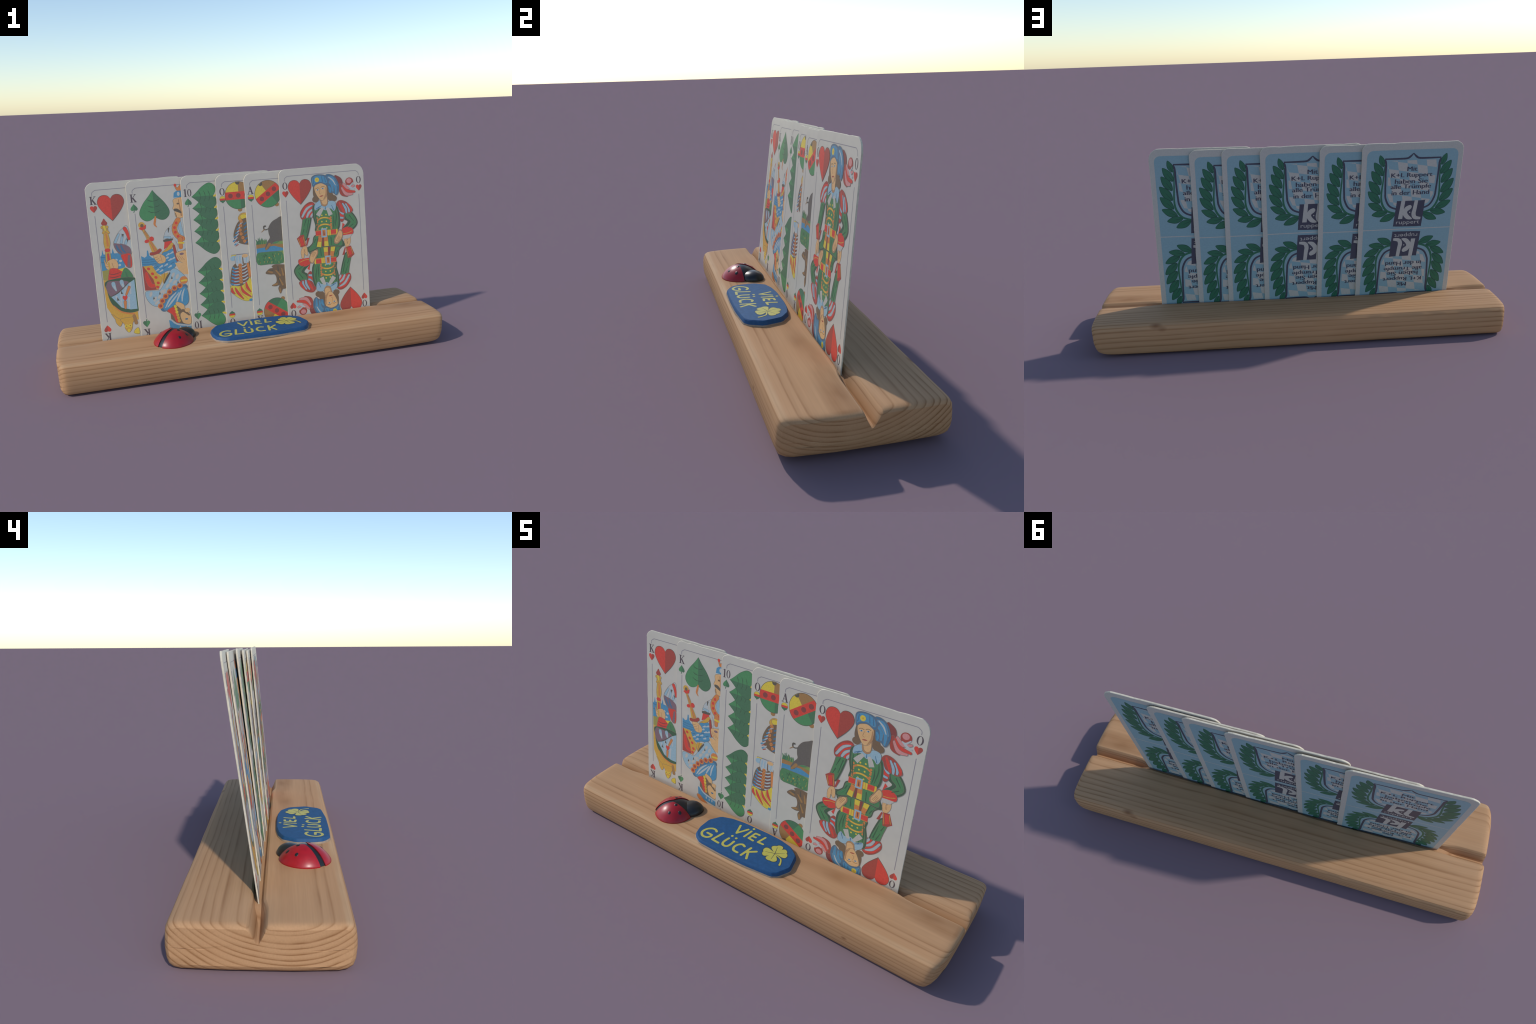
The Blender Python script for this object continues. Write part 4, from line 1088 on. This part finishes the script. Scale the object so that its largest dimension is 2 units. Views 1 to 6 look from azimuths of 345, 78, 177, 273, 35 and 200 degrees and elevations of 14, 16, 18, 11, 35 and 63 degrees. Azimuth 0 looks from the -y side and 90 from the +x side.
# cross-section of the board, anticlockwise seen from +x (y, z)
OUTER = [(-0.235, 0.0), (-0.10, 0.0), (0.0, 0.0), (0.10, 0.0), (0.240, 0.0), (0.262, 0.003), (0.276, 0.012), (0.284, 0.032), (0.2885, 0.070), (0.287, 0.108),
         (0.284, 0.135), (0.2755, 0.1495), (0.259, 0.1575), (0.238, 0.1595), (0.17, 0.160), (0.10, 0.160), (0.056, 0.160)]
BACK_LIP = [(-0.80, 0.031), (-0.30, 0.0405), (0.14, 0.034), (0.69, 0.024)]      # the cut hugs the stack of cards
GROOVE_END = [(0.042, 0.157), (0.034, 0.149), (0.024, 0.128), (0.012, 0.106), (0.005, 0.104), (-0.006, 0.126), (-0.016, 0.151), (-0.022, 0.1575)]
FRONT = [(-0.030, 0.160), (-0.08, 0.160), (-0.17, 0.160), (-0.240, 0.1595), (-0.261, 0.157), (-0.2755, 0.1490), (-0.2835, 0.132), (-0.287, 0.105), (-0.288, 0.070), (-0.285, 0.034), (-0.277, 0.012), (-0.260, 0.003)]
END_PROFILE = [(1.0, 0.0135), (0.9965, 0.0085), (0.992, 0.005), (0.985, 0.002), (0.974, 0.0005), (0.958, 0.0)]


def groove(x):
    """saw cut at station x: tight round the cards, a shallow V beyond them"""
    for (x0, y0), (x1, y1) in zip(BACK_LIP, BACK_LIP[1:]):
        if x <= x1 or x1 == 0.69:
            lip = y0 + (y1 - y0) * min(1.0, max(0.0, (x - x0) / (x1 - x0)))
            break
    tight = [(lip + 0.006, 0.1580), (lip, 0.151), (lip - 0.003, 0.136), (lip - 0.006, 0.130), (0.004, 0.130), (0.001, 0.136), (-0.003, 0.152), (-0.011, 0.1585)]
    far = min(1.0, max(0.0, (x - 0.69) / 0.06, (-x - 0.80) / 0.06))
    return [(a[0] + (b[0] - a[0]) * far, a[1] + (b[1] - a[1]) * far) for a, b in zip(tight, GROOVE_END)]


def end_reach(x, y, z):
    """how far the end face reaches at a place of the section, 1 = full length"""
    edge = min(1.2, abs(y) / 0.28) ** 5 * (0.027 if y < 0 else (0.012 if x > 0 else 0.017))
    sole = (0.16 - z) / 0.16 * (0.008 if x > 0 else 0.004)
    return 1 - edge - sole


def holder_board():
    stations = [(-x, d) for x, d in END_PROFILE] + [(-0.94 + 1.88 * i / 56, 0.0) for i in range(57)] + [(x, d) for x, d in reversed(END_PROFILE)]
    verts, m = [], len(OUTER) + len(GROOVE_END) + len(FRONT)
    for x, d in stations:
        cut = groove(x)
        for y, z in OUTER + cut + FRONT:
            yy = y * (1 - d / 0.28)
            zz = 0.08 + (z - 0.08) * (1 - d / 0.08 * (1.0 if z > 0.08 else (2.6 if x > 0 else 1.7)))
            # soles of the ends are rounded up, more so on the right
            t = max(0.0, (abs(x) - 0.90) / 0.10)
            rise = (0.022 * t ** 2.5 + 0.006 * max(0.0, (x - 0.4) / 0.6) ** 2) if x > 0 else 0.0
            if z < 0.08:
                zz += rise * (1 - z / 0.08)
            # end faces: corners taken off in plan, and leaning in towards sole and top
            near = max(0.0, (abs(x) - 0.86) / 0.14)
            xx = x * (1 - near * (1 - end_reach(x, yy, zz)))
            if z > 0.1:      # the top falls a little to the left
                zz += 0.0034 * x - 0.0024
            n = noise.noise(Vector((xx * 2.3, yy * 5, zz * 6 + 3)))
            n2 = noise.noise(Vector((xx * 9, yy * 14 + 8, zz * 16)))
            k = 0.0016 * n + 0.0007 * n2
            verts.append((xx, yy + (k if abs(y) > 0.2 else 0.4 * k), max(0.0, zz + (0.6 * k if z > 0.02 else 0.0))))
    faces = []
    for a in range(len(stations) - 1):
        for i in range(m):
            j = (i + 1) % m
            faces.append((a * m + i, (a + 1) * m + i, (a + 1) * m + j, a * m + j))
    last = (len(stations) - 1) * m
    ob = make_object("wooden_block", verts, faces, [PINE], parent=holder)
    bm = bmesh.new()
    bm.from_mesh(ob.data)
    bm.verts.ensure_lookup_table()
    caps = set()
    for first in (0, last):
        ring = [bm.verts[first + i] for i in range(m)]
        for t in tessellate_polygon([[Vector((v.co.y, v.co.z, 0)) for v in ring]]):
            caps.add(bm.faces.new([ring[i] for i in t]))
    inner = [e for e in {e for f in caps for e in f.edges} if all(f in caps for f in e.link_faces)]
    bmesh.ops.subdivide_edges(bm, edges=inner, cuts=5, use_grid_fill=True)
    bm.verts.index_update()
    for v in bm.verts:
        if v.index >= len(verts):
            v.co.x = math.copysign(end_reach(v.co.x, v.co.y, v.co.z), v.co.x)
    bmesh.ops.recalc_face_normals(bm, faces=bm.faces)
    bm.to_mesh(ob.data)
    bm.free()
    ob.data.polygons.foreach_set("use_smooth", [True] * len(ob.data.polygons))
    ob.data.set_sharp_from_angle(angle=math.radians(24))
    return ob


holder_board()

# ------------------------------------------------------------------ blue plaque
PLAQUE_Z0, PLAQUE_Z1 = 0.1585, 0.1812
PLAQUE = [(-0.236, -0.222), (-0.2475, -0.180), (-0.2465, -0.118), (-0.213, -0.066), (-0.158, -0.047), (-0.088, -0.038), (0.048, -0.037), (0.119, -0.041),
          (0.183, -0.054), (0.234, -0.092), (0.2545, -0.172), (0.226, -0.229), (0.202, -0.246), (0.068, -0.259), (-0.063, -0.261), (-0.184, -0.257), (-0.217, -0.240)]


def plaque_top(x):
    return 0.1797 + 0.011 * x


def plaque():
    rim = []
    k = len(PLAQUE)
    for i in range(k):      # lightly rounded hand-sawn corners
        p0, p1, p2 = PLAQUE[i - 1], PLAQUE[i], PLAQUE[(i + 1) % k]
        for a, b, t in ((p1, p0, 0.28), (p1, p0, 0.10), (p1, p2, 0.10), (p1, p2, 0.28)):
            rim.append((a[0] + (b[0] - a[0]) * t, a[1] + (b[1] - a[1]) * t))
    n = len(rim)
    cx, cy = 0.0, -0.15
    levels = [(PLAQUE_Z0 - 0.003, 1.032, 1.060), (PLAQUE_Z0 + 0.005, 1.020, 1.036), (PLAQUE_Z1 - 0.0035, 1.004, 1.008), (PLAQUE_Z1, 0.990, 0.980)]
    verts = [(cx + (x - cx) * sx, cy + (y - cy) * sy, z + (plaque_top(x) - PLAQUE_Z1 if z > PLAQUE_Z0 + 0.01 else 0.0)) for z, sx, sy in levels for x, y in rim]
    faces, slots = [], []
    for a in range(3):
        for i in range(n):
            j = (i + 1) % n
            faces.append((a * n + i, a * n + j, (a + 1) * n + j, (a + 1) * n + i))
            slots.append(1 if a == 0 else 0)
    faces.append(tuple(range(3 * n, 4 * n)))
    slots.append(0)
    ob = make_object("plaque", verts, faces, [PLAQUE_BLUE, PLAQUE_WOOD], slots, parent=holder, smooth_angle=30)
    s = Sheet(lambda u, v, lift: (u, v, plaque_top(u) + lift), step=1e-5, base=3e-4)
    s.group = "painted_letter"
    w, y = 0.0115, PLAQUE_YELLOW
    strokes = [
        [(-0.159, -0.168), (-0.172, -0.160), (-0.192, -0.163), (-0.210, -0.182), (-0.214, -0.208), (-0.197, -0.227), (-0.174, -0.226), (-0.162, -0.212), (-0.163, -0.200)], [(-0.163, -0.200), (-0.189, -0.199)],
        [(-0.127, -0.160), (-0.141, -0.222)], [(-0.141, -0.222), (-0.104, -0.225)],
        [(-0.083, -0.172), (-0.088, -0.204), (-0.080, -0.222), (-0.061, -0.223), (-0.052, -0.208), (-0.050, -0.177)],
        [(0.010, -0.175), (-0.006, -0.170), (-0.021, -0.182), (-0.027, -0.205), (-0.016, -0.224), (0.007, -0.226)],
        [(0.041, -0.167), (0.031, -0.230)], [(0.036, -0.203), (0.075, -0.172)], [(0.046, -0.196), (0.064, -0.234)],
        [(-0.094, -0.068), (-0.077, -0.122)], [(-0.077, -0.122), (-0.047, -0.070)],
        [(-0.027, -0.072), (-0.033, -0.121)],
        [(0.020, -0.072), (-0.002, -0.073)], [(-0.002, -0.073), (-0.009, -0.118)], [(-0.009, -0.118), (0.017, -0.121)], [(-0.006, -0.098), (0.015, -0.096)],
        [(0.053, -0.071), (0.042, -0.116)], [(0.042, -0.116), (0.070, -0.115)],
    ]
    for pts in strokes:
        s.limb(pts, w * (0.92 if pts[0][1] > -0.13 else 1.0), y)
    for u, v in ((-0.080, -0.150), (-0.055, -0.153), (-0.027, -0.052)):
        s.ellipse(u, v, 0.0065, 0.0065, y, n=16)
    s.group = "four_leaf_clover"
    c = (0.150, -0.134)
    lobes = [(0.091, -0.138), (0.102, -0.166), (0.121, -0.092), (0.144, -0.076), (0.186, -0.091), (0.205, -0.118), (0.144, -0.187), (0.172, -0.183)]
    stem = [(0.160, -0.140), (0.190, -0.149), (0.203, -0.168), (0.208, -0.184)]
    s.limb(stem, [0.010, 0.010, 0.011, 0.013], PLAQUE_OUTLINE)
    for grow, mat in ((0.0024, PLAQUE_OUTLINE), (0.0, y)):
        for t in lobes:
            dx, dy = t[0] - c[0], t[1] - c[1]
            d = math.hypot(dx, dy)
            ux, uy = dx / d, dy / d
            prof = [(0.0, 0.0), (0.35, 0.009), (0.70, 0.0155), (0.92, 0.0125), (1.0, 0.0), (0.92, -0.0125), (0.70, -0.0155), (0.35, -0.009)]
            s.blob([(c[0] + ux * (d * f + (grow if f > 0.5 else 0)) - uy * (h + math.copysign(grow, h) * (h != 0)), c[1] + uy * (d * f + (grow if f > 0.5 else 0)) + ux * (h + math.copysign(grow, h) * (h != 0))) for f, h in prof], mat, n=4)
    s.limb(stem, [0.005, 0.006, 0.007, 0.009], y)
    for a, b in ((0, 1), (2, 3), (4, 5), (6, 7)):
        m = ((lobes[a][0] + lobes[b][0]) / 2, (lobes[a][1] + lobes[b][1]) / 2)
        s.limb([c, (c[0] + (m[0] - c[0]) * 0.8, c[1] + (m[1] - c[1]) * 0.8)], [0.003, 0.0016], PLAQUE_OUTLINE)
    s.build(ob)


plaque()

# ------------------------------------------------------------------ ladybird
BUG = Vector((-0.440, -0.148, 0.1585))
BUG_DIR = 0.70
FWD = Vector((math.cos(BUG_DIR), math.sin(BUG_DIR), 0))
LEFT = Vector((-FWD.y, FWD.x, 0))
BUG_R, BUG_H = 0.0965, 0.060


def bug_point(f, p, lift=0.0, scale=1.0):
    """point of the domed shell above body coordinates (forward, sideways)"""
    q = min(1.0, (f * f + p * p) / (BUG_R * scale) ** 2)
    z = BUG_H * scale * (1 - q) ** 0.82
    return tuple(BUG + FWD * f + LEFT * p + Vector((0, 0, z + lift)))


def polar_patch(pole, a0, a1, radius_at, na, nr, lift, scale):
    verts, faces = [], []
    for i in range(na + 1):
        a = a0 + (a1 - a0) * i / na
        rim = radius_at(a)
        for j in range(nr + 1):
            r = rim * math.sin(math.pi / 2 * j / nr)
            verts.append(bug_point(pole[0] + r * math.cos(a), pole[1] + r * math.sin(a), lift, scale))
    for i in range(na):
        for j in range(nr):
            a, b = i * (nr + 1) + j, (i + 1) * (nr + 1) + j
            faces.append((a, a + 1, b + 1, b))
    return verts, faces


def reach(pole, a, R):
    """distance from pole to the rim circle in direction a"""
    dx, dy = math.cos(a), math.sin(a)
    b = pole[0] * dx + pole[1] * dy
    return -b + math.sqrt(b * b + R * R - pole[0] ** 2 - pole[1] ** 2)


def ladybird():
    root = bpy.data.objects.new("ladybird", None)
    COLL.objects.link(root)
    root.parent = holder
    # black body under the wing cases
    v, f = polar_patch((0, 0), 0, 2 * math.pi, lambda a: BUG_R * 0.985, 64, 14, 0.0, 0.985)
    make_object("body", v, f, [SHELL_BLACK], parent=root, smooth_angle=60)
    # wing cases
    for side in (-1, 1):
        pole = (-0.004, side * 0.009)
        a0, a1 = math.radians(33), math.radians(177.5)
        R = BUG_R * 1.02
        v, f = polar_patch(pole, side * a0, side * a1, lambda a: reach(pole, a, R), 40, 16, 0.0015, 1.02)
        # turn the rim down so that the case has a visible edge
        n, nr = 41, 17
        rim = [i * nr for i in range(n)]
        edge = [j for j in range(nr)] + [i * nr + nr - 1 for i in range(1, n)] + [(n - 1) * nr + j for j in range(nr - 2, 0, -1)]
        off = len(v)
        v += [(v[e][0], v[e][1], v[e][2] - 0.006) for e in edge]
        for i in range(len(edge)):
            j = (i + 1) % len(edge)
            f.append((edge[i], edge[j], off + j, off + i))
        if side > 0:
            f = [tuple(reversed(q)) for q in f]
        case = make_object("wing_case", v, f, [SHELL_RED], parent=root, smooth_angle=60)
        for sf, sp, r in ((0.009, 0.028, 0.0085), (-0.023, 0.063, 0.0075), (0.027, 0.064, 0.0085)):
            pv = [bug_point(sf, side * sp, 0.0036, 1.02)]
            for k in range(20):
                a = 2 * math.pi * k / 20
                pv.append(bug_point(sf + r * 0.7 * math.cos(a), side * sp + r * 0.7 * math.sin(a), 0.0030, 1.02))
            for k in range(20):
                a = 2 * math.pi * k / 20
                pv.append(bug_point(sf + r * math.cos(a), side * sp + r * math.sin(a), 0.0008, 1.02))
            pf = [(0, 1 + k, 1 + (k + 1) % 20) for k in range(20)] + [(1 + k, 21 + k, 21 + (k + 1) % 20, 1 + (k + 1) % 20) for k in range(20)]
            make_object("spot", pv, pf, [SHELL_BLACK], parent=case, smooth_angle=60)
    # neck shield and head, one rounded form
    hv, hf = [], []
    na, nb = 40, 14
    for i in range(nb + 1):
        t = i / nb * math.pi / 2
        for k in range(na):
            a = 2 * math.pi * k / na
            ru = 0.055 if math.cos(a) > 0 else 0.085
            f = 0.086 + ru * math.cos(a) * math.cos(t)
            p = (0.056 - 0.008 * math.cos(a)) * math.sin(a) * math.cos(t)
            z = 0.041 * math.sin(t)
            q = BUG + FWD * f + LEFT * p + Vector((0, 0, z))
            hv.append(tuple(q))
    for i in range(nb):
        for k in range(na):
            j = (k + 1) % na
            hf.append((i * na + k, i * na + j, (i + 1) * na + j, (i + 1) * na + k))
    make_object("head", hv, hf, [SHELL_BLACK], parent=root, smooth_angle=60)


ladybird()
bpy.context.view_layer.update()
